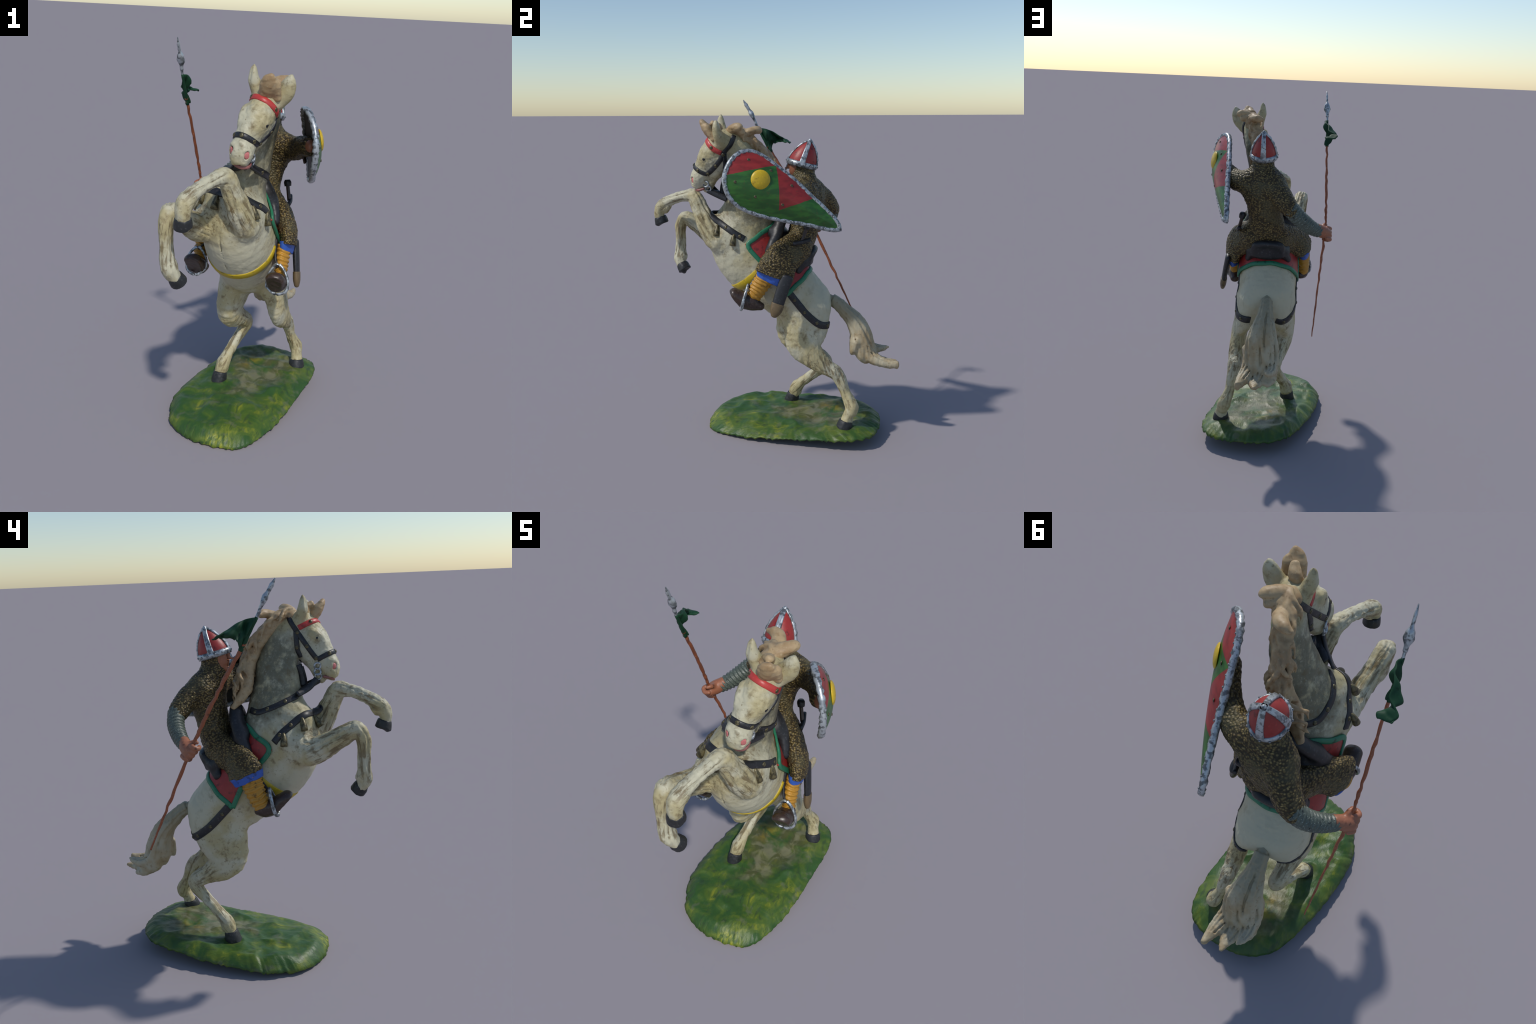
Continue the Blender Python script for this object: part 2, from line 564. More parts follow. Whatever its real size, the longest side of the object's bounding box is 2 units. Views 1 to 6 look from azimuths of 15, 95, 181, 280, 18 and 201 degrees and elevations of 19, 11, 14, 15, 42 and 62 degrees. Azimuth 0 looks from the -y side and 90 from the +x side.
HIDE = horse_material(); MAIL = mail_material(); HAIR = hair_material(); TAIL = tail_material(); GRASS = grass_material()
BLACK = paint("black_leather", (0.016, 0.016, 0.018, 1), 0.3, 0.45, light=(0.045, 0.045, 0.05, 1), bump=0.2)
HOOF = paint("hoof_black", (0.018, 0.019, 0.020, 1), 0.3, 0.5, light=(0.05, 0.05, 0.05, 1))
RED = paint("red_enamel", (0.30, 0.024, 0.020, 1), 0.3, 0.45)
BROWRED = paint("browband_red", (0.46, 0.045, 0.038, 1), 0.25, 0.4)
GREEN = paint("shield_green", (0.030, 0.135, 0.020, 1), 0.35, 0.42)
TRIM = paint("trim_green", (0.020, 0.17, 0.085, 1), 0.35, 0.45)
FLAGGREEN = paint("flag_green", (0.010, 0.050, 0.022, 1), 0.35, 0.6, spec=.25)
BLUE = paint("blue_enamel", (0.03, 0.10, 0.42, 1), 0.3, 0.42)
OCHRE = paint("ochre_wrap", (0.45, 0.22, 0.022, 1), 0.3, 0.45, dark=(0.16, 0.08, 0.012, 1))
YELLOW = paint("yellow_enamel", (0.48, 0.34, 0.012, 1), 0.25, 0.45, dark=(0.20, 0.14, 0.02, 1))
BOSSY = paint("boss_yellow", (0.60, 0.40, 0.015, 1), 0.25, 0.4, dark=(0.32, 0.2, 0.015, 1))
BOOT = paint("boot_brown", (0.045, 0.026, 0.019, 1), 0.35, 0.35, light=(0.09, 0.06, 0.045, 1))
SKIN = paint("skin", (0.33, 0.125, 0.065, 1), 0.3, 0.45, dark=(0.12, 0.045, 0.025, 1))
WOOD = paint("lance_wood", (0.30, 0.085, 0.034, 1), 0.35, 0.5, scale=45, light=(0.42, 0.17, 0.09, 1))  # orange-brown raised so the shaft's lit look is baked into its colour
SILVER = metal_material("silver_paint", (0.46, 0.49, 0.51, 1), 0.38, 0.5)
BRONZE = metal_material("bronze_stud", (0.15, 0.125, 0.06, 1), 0.4, 0.3)
SLEEVE = paint("sleeve_mail", (0.085, 0.105, 0.085, 1), 0.4, 0.4, scale=60, dark=(0.012, 0.018, 0.018, 1), light=(0.30, 0.34, 0.29, 1))
SCABTIP = paint("scabbard_chape", (0.14, 0.095, 0.045, 1), 0.3, 0.45)
PINK = paint("nostril_pink", (0.52, 0.16, 0.15, 1), 0.2, 0.4)
LIPS = paint("lips_pink", (0.26, 0.10, 0.085, 1), 0.3, 0.45)
EYE = paint("eye_black", (0.012, 0.012, 0.014, 1), 0.2, 0.2)

# ------------------------------------------------------------------- horse
HEADSIDE = (0.955, -0.10, -0.28); NECKSIDE = (0.97, -0.22, -0.1)
H = Body((-0.30, -0.80, 0.06), (0.32, 0.56, 1.95), 0.0042)
H.add("torso", [(-0.010, 0.195, 0.795, .164, .146), (-0.010, 0.095, 0.862, .172, .178), (-0.006, -0.02, 0.962, .174, .195),
                (-0.008, -0.138, 1.075, .172, .208), (-0.012, -0.20, 1.182, .158, .193), (-0.020, -0.232, 1.275, .116, .142)], k=.02)
H.add("neck", [(-0.012, -0.15, 1.27, .100, .165), (0.022, -0.156, 1.37, .092, .146), (0.050, -0.160, 1.46, .080, .124),
               (0.076, -0.158, 1.55, .067, .113), (0.104, -0.176, 1.64, .061, .100), (0.124, -0.214, 1.72, .056, .080),
               (0.136, -0.255, 1.765, .054, .065)], NECKSIDE, k=.05)
H.add("head", [(0.139, -0.288, 1.760, .062, .072), (0.117, -0.335, 1.685, .069, .084), (0.097, -0.365, 1.635, .062, .080),
               (0.079, -0.398, 1.587, .051, .068), (0.075, -0.426, 1.545, .052, .056), (0.069, -0.440, 1.515, .043, .038)], HEADSIDE, k=.03)
H.add("head", [(0.118, -0.290, 1.660, .062, .055), (0.102, -0.315, 1.60, .052, .040), (0.084, -0.345, 1.55, .038, .026),
               (0.072, -0.375, 1.50, .034, .024), (0.067, -0.390, 1.483, .027, .020)], HEADSIDE, k=.02)
# brow ridges and cheek bone lines
H.add("head", [(0.158, -0.352, 1.69, .014, .02), (0.150, -0.385, 1.672, .016, .022), (0.135, -0.405, 1.645, .01, .014)], HEADSIDE, k=.02)
H.add("head", [(0.058, -0.345, 1.72, .014, .02), (0.056, -0.378, 1.70, .016, .022), (0.052, -0.40, 1.67, .01, .014)], HEADSIDE, k=.02)
H.add("head", [(0.093, -0.445, 1.555, .022, .026), (0.10, -0.447, 1.535, .018, .02)], HEADSIDE, k=.02)
H.add("head", [(0.048, -0.440, 1.57, .02, .026), (0.043, -0.445, 1.55, .018, .02)], HEADSIDE, k=.02)
H.cut([(0.120, -0.425, 1.475, .01, .006), (0.078, -0.462, 1.487, .01, .006), (0.03, -0.43, 1.49, .01, .006)], k=.006)
H.cut([(0.120, -0.39, 1.50, .01, .006), (0.120, -0.425, 1.475, .01, .006)], k=.006)
H.cut([(0.110, -0.468, 1.545, .010, .014), (0.104, -0.460, 1.53, .010, .012)], k=.006)
H.cut([(0.036, -0.462, 1.562, .010, .014), (0.034, -0.455, 1.545, .010, .012)], k=.006)
# ears
H.add("ear", [(0.098, -0.278, 1.778, .032, .032), (0.078, -0.298, 1.840, .026, .026), (0.074, -0.301, 1.880, .017, .018), (0.076, -0.299, 1.905, .004, .004)], k=.015)
H.cut([(0.064, -0.33, 1.815, .006, .012), (0.060, -0.326, 1.85, .010, .012), (0.070, -0.318, 1.89, .003, .006)], k=.008)
H.add("ear#l", [(0.185, -0.285, 1.752, .038, .034), (0.222, -0.298, 1.802, .042, .027), (0.240, -0.304, 1.842, .030, .020), (0.247, -0.304, 1.870, .007, .008)], k=.015)
H.cut([(0.225, -0.262, 1.80, .016, .012), (0.240, -0.275, 1.85, .008, .008)], k=.010)
H.cut([(0.205, -0.335, 1.80, .012, .010), (0.225, -0.335, 1.84, .008, .008)], k=.010)
# forelimbs
FL = [(0.066, -0.235, 1.22, .076, .095), (0.080, -0.328, 1.185, .062, .070), (0.062, -0.390, 1.268, .057, .065),
      (0.042, -0.437, 1.360, .049, .052), (0.018, -0.476, 1.440, .043, .043), (-0.012, -0.542, 1.440, .034, .034),
      (-0.045, -0.612, 1.418, .032, .031), (-0.080, -0.686, 1.382, .038, .037), (-0.086, -0.716, 1.338, .035, .031),
      (-0.087, -0.712, 1.290, .032, .027)]
FR = [(-0.105, -0.235, 1.19, .085, .10), (-0.140, -0.335, 1.155, .062, .074), (-0.166, -0.435, 1.205, .050, .060),
      (-0.187, -0.520, 1.262, .045, .049), (-0.198, -0.576, 1.285, .045, .041), (-0.205, -0.607, 1.228, .035, .035),
      (-0.201, -0.607, 1.15, .032, .032), (-0.194, -0.611, 1.075, .036, .034), (-0.180, -0.615, 1.028, .037, .034),
      (-0.162, -0.593, 0.985, .032, .029)]
BL = [(0.075, 0.19, 0.77, .09, .14), (0.110, 0.19, 0.675, .066, .132), (0.143, 0.178, 0.585, .048, .105), (0.155, 0.225, 0.515, .046, .078),
      (0.163, 0.30, 0.452, .045, .052), (0.166, 0.362, 0.415, .040, .044), (0.174, 0.398, 0.365, .033, .036), (0.186, 0.425, 0.295, .029, .031),
      (0.210, 0.462, 0.223, .037, .038), (0.224, 0.444, 0.176, .032, .030), (0.231, 0.428, 0.130, .037, .035)]
BR = [(-0.085, 0.17, 0.75, .095, .15), (-0.104, 0.135, 0.655, .082, .135), (-0.114, 0.11, 0.57, .070, .105), (-0.110, 0.155, 0.505, .060, .080),
      (-0.092, 0.235, 0.452, .046, .052), (-0.074, 0.305, 0.405, .040, .045), (-0.080, 0.300, 0.365, .036, .038), (-0.105, 0.245, 0.312, .030, .032),
      (-0.135, 0.165, 0.238, .031, .031), (-0.147, 0.125, 0.198, .037, .035), (-0.157, 0.108, 0.145, .034, .032)]


def groove(spine, a, b, phi, twist=0.0, r=.0055, side=(1, 0, 0), sink=.55):
    """Shallow tendon groove along a limb between spine nodes a..b at angle phi."""
    S = spline(spine, 6)[a * 6:b * 6 + 1]
    T = np.gradient(S[:, :3], axis=0); out = []
    for i, (c, t) in enumerate(zip(S, T)):
        u = i / (len(S) - 1); t = unit(t); n = unit(np.array(side) - t * (np.array(side) @ t)); bb = np.cross(t, n)
        p = phi + twist * (u - .5)
        rr = r * (0.35 + 0.65 * math.sin(math.pi * min(max(u, .04), .96)))
        out.append((*(c[:3] + n * math.cos(p) * c[3] * 1.0 + bb * math.sin(p) * c[4] * 1.0), rr, rr))
    H.cut(out[::3] + [out[-1]], side, k=.006, steps=3)


FL = [(x, y + .002 * min(i, 2), z - .003 * min(i, 2), a, b) for i, (x, y, z, a, b) in enumerate(FL)]
FR = [(x, y, z - .0045 * min(i, 2), a, b) for i, (x, y, z, a, b) in enumerate(FR)]
BL = [(x - .008 * min(1, max(0, (i - 2) / 2)), y + .003 * min(1, max(0, (i - 2) / 2)), z, a, b) for i, (x, y, z, a, b) in enumerate(BL)]
H.add("forelimb", [(-0.074, -0.660, 1.352, .024, .018), (-0.076, -0.664, 1.330, .012, .010)], k=.02)
H.add("forelimb#r", [(-0.182, -0.586, 1.042, .022, .018), (-0.172, -0.572, 1.030, .012, .010)], k=.02)
for nm, sp in (("forelimb", FL), ("forelimb#r", FR), ("hindlimb", BL), ("hindlimb#r", BR)):
    H.add(nm, sp, k=.03 if "fore" in nm else .035)
H.add("hindlimb", [(0.205, 0.474, 0.215, .028, .024), (0.212, 0.476, 0.190, .024, .018)], k=.02)
H.add("hindlimb#r", [(-0.144, 0.140, 0.205, .028, .024), (-0.150, 0.138, 0.165, .030, .022)], k=.02)
for sp in (FL, FR):
    for phi, tw in ((0.2, .3), (0.9, -.2), (1.5, .35), (2.1, -.3), (2.8, .2), (3.7, .3), (-.6, -.3), (-1.3, .2)):
        groove(sp, 1, 4, phi, tw, .0062)
    for phi in (0.5, 2.6, 3.9, -.7):
        groove(sp, 4, 7, phi, .2, .005)
for sp, ph in ((BL, (.4, -.5, 1.4)), (BR, (2.6, 3.6, 1.5))):
    for phi in ph:
        groove(sp, 3, 5, phi, .2, .005); groove(sp, 5, 8, phi + .4, .1, .004)
# chest muscles, croup cleft, mould seam on the belly
H.add("torso", [(0.055, -0.315, 1.29, .035, .04), (0.05, -0.33, 1.22, .04, .04)], k=.04)
H.add("torso", [(-0.085, -0.300, 1.30, .04, .04), (-0.09, -0.32, 1.22, .04, .04)], k=.04)
H.cut([(-0.012, 0.235, 1.005, .004, .008), (-0.014, 0.305, 0.915, .004, .008), (-0.016, 0.345, 0.84, .006, .010)], k=.006)
H.cut([(-0.035, -0.40, 1.25, .004, .006), (-0.032, -0.385, 1.13, .004, .006), (-0.02, -0.32, 0.99, .003, .005), (-0.006, -0.24, 0.875, .003, .005),
       (0.0, -0.09, 0.76, .003, .005)], k=.005)
H.cut([(-0.02, 0.37, 0.78, .012, .02), (-0.02, 0.36, 0.66, .02, .03)], k=.03)
hv, hq, hl = H.surface(2)
BV = bvh_of(hv, hq)
N0 = vnormals(hv, hq)
limb = np.isin(hl, [i for i, n in enumerate(H.names) if "limb" in n])
disp = 0.0030 * noise(hv, 30, 3, 3)
stretch = hv * np.array([55, 55, 14])
disp += np.where(limb, 0.0030 * noise(stretch, 1, 5, 2), 0)
front = limb & (hv[:, 1] < -0.28)
disp += np.where(front, 0.0045 * (np.abs(noise(hv * np.array([42, 34, 9]), 1, 8)) - 0.35), 0)
headm = np.isin(hl, [H.names.index("head")])
disp += np.where(headm, 0.0028 * noise(hv, 70, 11, 2), 0)
hv = hv + N0 * disp[:, None]
HORSE = split(hv, hq, hl, H.names, HIDE)
HEAD = HORSE["head"]
for e in ("ear", "ear#l"):
    HORSE[e].parent = HEAD

# hooves
def hoof(top, tip, toe, r, parent):
    top, tip, toe = map(np.array, (top, tip, toe))
    lo = np.minimum(np.minimum(top, tip), toe) - 0.08; hi = np.maximum(np.maximum(top, tip), toe) + 0.08
    b = Body(lo, hi, 0.004)
    b.add("hoof", [(*top, r * .86, r * .82), (*((top + tip) / 2), r, r), (*tip, r * 1.05, r * 1.05)], unit(np.cross(tip - top, toe - tip)), k=.008, flat=(1, 1))
    b.add("hoof", [(*((top + tip) / 2), r * .5, r * .6), (*toe, r * .55, r * .3)], unit(np.cross(tip - top, toe - tip)), k=.02)
    return solid("hoof", b, HOOF, parent, lambda v: 0.0015 * noise(v, 60, 4))

hoof((-0.087, -0.707, 1.300), (-0.088, -0.697, 1.258), (-0.088, -0.720, 1.250), .039, HORSE["forelimb"])
hoof((-0.165, -0.598, 0.992), (-0.150, -0.575, 0.952), (-0.146, -0.580, 0.942), .039, HORSE["forelimb#r"])
hoof((0.221, 0.432, 0.146), (0.227, 0.422, 0.09), (0.233, 0.396, 0.10), .044, HORSE["hindlimb"])
hoof((-0.157, 0.108, 0.155), (-0.160, 0.095, 0.09), (-0.168, 0.065, 0.095), .042, HORSE["hindlimb#r"])

# eyes and nostrils
dome = dome_mesh("eyeball", 0.012, 0.008)
place("eye", dome, EYE, (0.166, -0.388, 1.662), (0.72, -0.65, -0.05), HEAD)
place("eye", dome, EYE, (0.046, -0.374, 1.694), (-0.9, -0.4, 0.25), HEAD)
tube("lips", [(0.108, -0.398, 1.490, .007, .006), (0.106, -0.430, 1.480, .008, .006), (0.075, -0.452, 1.482, .009, .006), (0.040, -0.435, 1.493, .008, .006), (0.030, -0.400, 1.502, .007, .006)], LIPS, 8, 5, HEAD, side=(0, 0, 1))
nos = dome_mesh("nostril", 0.017, 0.006)
place("nostril", nos, PINK, (0.108, -0.460, 1.538), (0.70, -0.70, 0.0), HEAD)
place("nostril", nos, PINK, (0.034, -0.452, 1.553), (-0.8, -0.55, 0.0), HEAD)

# tail: bundle of strands around a hanging spine
Tb = Body((-0.19, 0.26, 0.33), (0.20, 0.82, 0.92), 0.0035)
tail = spline([(-0.022, 0.296, 0.834, .030, .034), (-0.018, 0.375, 0.795, .033, .035), (-0.016, 0.430, 0.742, .046, .038), (-0.010, 0.482, 0.690, .068, .050),
               (-0.004, 0.516, 0.622, .090, .062), (-0.006, 0.538, 0.548, .098, .062), (-0.004, 0.565, 0.488, .088, .046)], 3)
Tb.add("tail", [(*q[:3], q[3] * .80, q[4] * .80) for q in tail], k=.01)
rng = np.random.default_rng(5)
Tt = np.gradient(tail[:, :3], axis=0)
for i in range(34):
    a = 2 * math.pi * i / 34 + rng.uniform(-.08, .08); ph = rng.uniform(0, 6); amp = rng.uniform(.84, 1.0)
    st = []
    for j, q in enumerate(tail[2:], 2):
        u = (j - 2) / (len(tail) - 3)
        aa = a + 0.35 * u * math.sin(ph) + 0.14 * math.sin(5 * u + ph)
        t = unit(Tt[j]); n = unit(np.array([1, 0, 0]) - t * t[0]); b = np.cross(t, n)
        st.append((*(q[:3] + n * math.cos(aa) * q[3] * amp * .96 + b * math.sin(aa) * q[4] * amp * .96), .006 + .007 * u, .006 + .007 * u))
    Tb.add("tail", st[::2] + [st[-1]], k=.005, steps=3)
for lobe in ([(-0.05, 0.55, 0.52, .045, .040), (-0.06, 0.61, 0.50, .036, .030), (-0.055, 0.66, 0.503, .024, .020), (-0.045, 0.69, 0.513, .010, .010)],
             [(0.04, 0.55, 0.50, .050, .045), (0.07, 0.61, 0.472, .042, .035), (0.095, 0.68, 0.456, .030, .027), (0.110, 0.735, 0.456, .013, .024)],
             [(0.0, 0.56, 0.485, .055, .040), (0.005, 0.62, 0.452, .050, .030), (0.018, 0.68, 0.443, .034, .022), (0.022, 0.730, 0.447, .013, .012)],
             [(-0.05, 0.55, 0.485, .045, .040), (-0.06, 0.60, 0.452, .040, .030), (-0.05, 0.648, 0.435, .022, .018)],
             [(0.04, 0.52, 0.53, .055, .045), (0.045, 0.535, 0.485, .048, .034), (0.045, 0.55, 0.455, .024, .018)],
             [(0.055, 0.49, 0.57, .050, .036), (0.060, 0.478, 0.53, .036, .022), (0.055, 0.472, 0.505, .014, .012)],
             [(0.0, 0.50, 0.56, .050, .035), (0.0, 0.505, 0.505, .040, .025), (0.0, 0.51, 0.475, .016, .014)],
             [(-0.045, 0.49, 0.57, .045, .032), (-0.050, 0.485, 0.53, .034, .022), (-0.050, 0.48, 0.508, .014, .012)]):
    Tb.add("tail", lobe, k=.018)
    for d in (-1, 0, 1):
        Tb.cut([(x + d * ra * .55, y, z + rb * (1.02 - .25 * abs(d)), .0045, .0045) for x, y, z, ra, rb in lobe[:-1]], k=.004)
        Tb.cut([(x + d * ra * .55, y, z - rb * (1.02 - .25 * abs(d)), .0045, .0045) for x, y, z, ra, rb in lobe[:-1]], k=.004)
Tb.lo += np.array([0.004, -0.004, -0.001])
solid("tail", Tb, TAIL, None, lambda v: 0.0035 * noise(v * np.array([70, 70, 14]), 1, 6, 2))

# mane: crest and curling locks
Mb = Body((-0.16, -0.46, 1.28), (0.30, 0.16, 1.93), 0.0035)
Mb.add("mane", [(0.148, -0.255, 1.792, .034, .026), (0.126, -0.192, 1.778, .030, .030), (0.108, -0.130, 1.745, .034, .034), (0.092, -0.078, 1.688, .034, .034), (0.072, -0.036, 1.608, .034, .03),
                (0.046, -0.010, 1.520, .042, .03), (0.008, 0.004, 1.440, .034, .028), (-0.022, 0.036, 1.385, .022, .020), (-0.045, 0.064, 1.362, .009, .009)], k=.012)
locks = [
    [(0.145, -0.335, 1.780, .032, .026), (0.157, -0.362, 1.820, .038, .028), (0.170, -0.382, 1.852, .034, .022), (0.180, -0.392, 1.870, .014, .012)],
    [(0.190, -0.325, 1.780, .022, .022), (0.192, -0.355, 1.825, .024, .020), (0.198, -0.365, 1.850, .010, .010)],
    [(0.130, -0.300, 1.800, .030, .026), (0.145, -0.310, 1.838, .028, .022), (0.155, -0.335, 1.858, .018, .014)],
    [(0.130, -0.248, 1.805, .028, .026), (0.168, -0.218, 1.828, .030, .026), (0.202, -0.188, 1.838, .024, .024), (0.216, -0.176, 1.836, .012, .012)],
    [(0.112, -0.235, 1.800, .026, .024), (0.150, -0.195, 1.812, .028, .024), (0.190, -0.168, 1.812, .018, .018)],
    [(0.13, -0.175, 1.785, .032, .028), (0.122, -0.125, 1.812, .032, .024), (0.095, -0.090, 1.820, .026, .020), (0.066, -0.080, 1.816, .010, .010)],
    [(0.14, -0.15, 1.770, .034, .030), (0.142, -0.09, 1.790, .034, .026), (0.118, -0.048, 1.785, .026, .022), (0.078, -0.045, 1.77, .010, .010)],
    [(0.13, -0.11, 1.74, .034, .030), (0.145, -0.050, 1.740, .032, .026), (0.135, -0.012, 1.715, .024, .022), (0.10, -0.002, 1.70, .010, .010)],
    [(0.115, -0.07, 1.69, .034, .030), (0.132, -0.012, 1.685, .032, .028), (0.125, 0.018, 1.650, .024, .022), (0.095, 0.025, 1.63, .010, .010)],
    [(0.10, -0.03, 1.62, .034, .030), (0.112, 0.022, 1.61, .034, .028), (0.10, 0.052, 1.575, .024, .022), (0.065, 0.055, 1.56, .010, .010)],
    [(0.08, -0.01, 1.56, .034, .030), (0.085, 0.045, 1.54, .034, .028), (0.065, 0.075, 1.50, .024, .022), (0.04, 0.072, 1.48, .010, .010)],
    [(0.05, 0.0, 1.50, .034, .030), (0.04, 0.045, 1.47, .032, .028), (0.01, 0.075, 1.43, .024, .022), (-0.02, 0.082, 1.40, .013, .013)],
    [(0.03, -0.02, 1.52, .022, .028), (-0.002, -0.015, 1.46, .020, .028), (-0.030, 0.015, 1.41, .018, .026), (-0.055, 0.055, 1.365, .011, .013)],
    [(0.10, -0.05, 1.62, .026, .026), (0.135, -0.04, 1.57, .022, .026), (0.14, -0.02, 1.52, .014, .018), (0.13, 0.0, 1.49, .008, .008)],
    [(0.12, -0.10, 1.70, .026, .026), (0.165, -0.09, 1.655, .024, .028), (0.17, -0.06, 1.60, .016, .02), (0.155, -0.04, 1.57, .008, .008)],
    [(0.06, -0.02, 1.54, .024, .026), (0.105, 0.0, 1.49, .022, .026), (0.11, 0.02, 1.44, .014, .018), (0.10, 0.04, 1.41, .008, .008)],
]
for n_, lk in enumerate(locks):
    if 5 < n_ < 12 or n_ > 12:
        continue                       # the crest carries loose strands instead
    Mb.add("mane", lk, k=.010)
# loose strands: leave the crest and lie down either side of the neck, a little wavy
crest = spline([(0.150, -0.255, 1.800), (0.126, -0.195, 1.785), (0.106, -0.132, 1.745), (0.088, -0.082, 1.688), (0.068, -0.040, 1.608), (0.044, -0.018, 1.520), (0.008, 0.000, 1.440), (-0.030, 0.040, 1.380)], 6)
ct = np.gradient(crest, axis=0)
rng = np.random.default_rng(11)
for i in range(64):
    t0 = rng.uniform(0, 0.80); ln = rng.uniform(.14, .28); sd = -1 if i % 2 else 1
    ph = rng.uniform(0, 6.3); lift = rng.uniform(.006, .022) * (1.25 if rng.random() < .25 else 1); turn = rng.uniform(.5, 1.7)
    st = []
    for u in np.linspace(0, 1, 6):
        f = min(t0 + ln * u, 1) * (len(crest) - 1); a = min(int(f), len(crest) - 2); w = f - a
        c = crest[a] * (1 - w) + crest[a + 1] * w; t = unit(ct[a])
        lat = unit(np.array([1.0, 0, 0]) - t * t[0]); out = np.cross(t, lat)
        out = out if out[1] > 0 else -out
        ang = sd * (turn * u ** 1.2) + .22 * math.sin(7 * u + ph) + sd * .1
        R_ = lift * (1 + .45 * math.sin(math.pi * u)) * (1 + 1.1 * min(max(t0 + ln * u - .45, 0) * 2.5, 1)) + .014
        p = c + out * math.cos(ang) * R_ + lat * math.sin(ang) * R_ * 1.35
        r = .0125 * (1 - .72 * u ** 2)
        st.append((*p, r, r))
    Mb.add("mane", st, k=.005, steps=3)
solid("mane", Mb, HAIR, None, lambda v: 0.005 * noise(v * np.array([24, 24, 50]), 1, 9, 2))

# ------------------------------------------------------------------- tack
stud = dome_mesh("stud", 0.0105, 0.006)


def strap(name, pts, width, mat=BLACK, thick=0.006, studs=(), parent=None, bvh=BV, **kw):
    ob, C, N = ribbon(name, pts, width, thick, mat, bvh, parent=parent, **kw)
    for s in studs:
        i = int(s * (len(C) - 1))
        place("stud", stud, BRONZE, C[i] + unit(N[i]) * thick * 0.9, N[i], ob)
    return ob


strap("noseband", [(0.020, -0.370, 1.587), (0.045, -0.430, 1.615), (0.079, -0.456, 1.622), (0.118, -0.425, 1.595), (0.134, -0.376, 1.570)], .026, studs=(.25, .5, .75), parent=HEAD)
strap("cheek_strap", [(0.200, -0.265, 1.69), (0.175, -0.310, 1.635), (0.150, -0.345, 1.600), (0.134, -0.378, 1.570)], .028, studs=(.05, .45, .95), parent=HEAD)
strap("cheek_strap", [(0.060, -0.265, 1.73), (0.040, -0.300, 1.68), (0.030, -0.335, 1.63), (0.026, -0.368, 1.59)], .026, studs=(.05, .5, .97), parent=HEAD)
strap("throat_latch", [(0.060, -0.262, 1.73), (0.045, -0.262, 1.68), (0.045, -0.268, 1.63), (0.055, -0.280, 1.595)], .026, studs=(.55,), parent=HEAD)
strap("throat_latch", [(0.200, -0.262, 1.69), (0.175, -0.265, 1.64), (0.140, -0.275, 1.60), (0.10, -0.285, 1.575)], .024, parent=HEAD)
strap("crown_strap", [(0.058, -0.265, 1.73), (0.070, -0.235, 1.775), (0.110, -0.225, 1.80)], .026, parent=HEAD)
strap("crown_strap", [(0.200, -0.265, 1.69), (0.195, -0.235, 1.735), (0.165, -0.22, 1.785)], .026, parent=HEAD)
strap("browband", [(0.055, -0.275, 1.745), (0.085, -0.335, 1.770), (0.141, -0.365, 1.765), (0.185, -0.330, 1.720), (0.202, -0.282, 1.692)], .028, BROWRED, studs=(.27, .72), parent=HEAD)
# bit
ringmesh = bpy.data.meshes.new("bit_ring")
bm = bmesh.new()
for i in range(20):
    for j in range(8):
        a = 2 * math.pi * i / 20; b = 2 * math.pi * j / 8
        bm.verts.new(((.016 + .005 * math.cos(b)) * math.cos(a), (.016 + .005 * math.cos(b)) * math.sin(a), .005 * math.sin(b)))
bm.verts.ensure_lookup_table()
for i in range(20):
    for j in range(8):
        bm.faces.new([bm.verts[x] for x in (i * 8 + j, ((i + 1) % 20) * 8 + j, ((i + 1) % 20) * 8 + (j + 1) % 8, i * 8 + (j + 1) % 8)])
bm.to_mesh(ringmesh); bm.free()
for loc, n in (((0.112, -0.388, 1.515), (0.9, -0.3, 0)), ((0.108, -0.375, 1.490), (0.9, -0.2, -.3)), ((0.028, -0.372, 1.555), (-0.95, -0.2, 0)), ((0.027, -0.372, 1.525), (-0.95, -.1, .3)), ((0.032, -0.375, 1.50), (-0.9, -.2, -.3))):
    place("bit_ring", ringmesh, SILVER, loc, n, HEAD)

# reins, breast strap, girth, breeching
ribbon("rein", [(0.030, -0.365, 1.490), (0.0, -0.330, 1.450), (-0.055, -0.275, 1.425)], .03, .007, BLACK, normal=(-.8, -.3, .4))
rein = strap("rein", [(-0.050, -0.280, 1.425), (-0.085, -0.225, 1.405), (-0.11, -0.15, 1.38), (-0.11, -0.06, 1.365), (-0.07, 0.01, 1.365)], .032, studs=(.3, .6, .85))
ribbon("rein", [(0.100, -0.378, 1.480), (0.108, -0.325, 1.455), (0.115, -0.265, 1.430)], .034, .008, BLACK, normal=(.8, -.2, .5))
strap("rein", [(0.115, -0.270, 1.432), (0.128, -0.20, 1.405), (0.13, -0.12, 1.375), (0.12, -0.04, 1.355), (0.09, 0.02, 1.36)], .034, studs=(.2, .5))
ribbon("rein", [(0.045, -0.285, 1.55), (0.05, -0.30, 1.49), (0.06, -0.30, 1.44)], .03, .008, BLACK, normal=(-.9, -.3, 0))
tube("rein", [(0.050, -0.272, 1.560, .016, .020), (0.046, -0.285, 1.525, .014, .016), (0.048, -0.292, 1.49, .014, .018), (0.045, -0.295, 1.455, .016, .022)], BLACK, 10, 5)
tube("rein", [(0.052, -0.375, 1.475, .022, .012), (0.035, -0.345, 1.462, .024, .014), (0.015, -0.315, 1.448, .026, .016), (-0.015, -0.290, 1.435, .022, .014)], BLACK, 10, 5)
strap("breast_strap", [(0.150, -0.165, 1.205), (0.143, -0.235, 1.245), (0.122, -0.315, 1.300), (0.06, -0.37, 1.335), (-0.03, -0.38, 1.345), (-0.11, -0.345, 1.355), (-0.155, -0.285, 1.325), (-0.168, -0.215, 1.265), (-0.172, -0.165, 1.205)], .036, studs=(.06, .2, .82, .93))
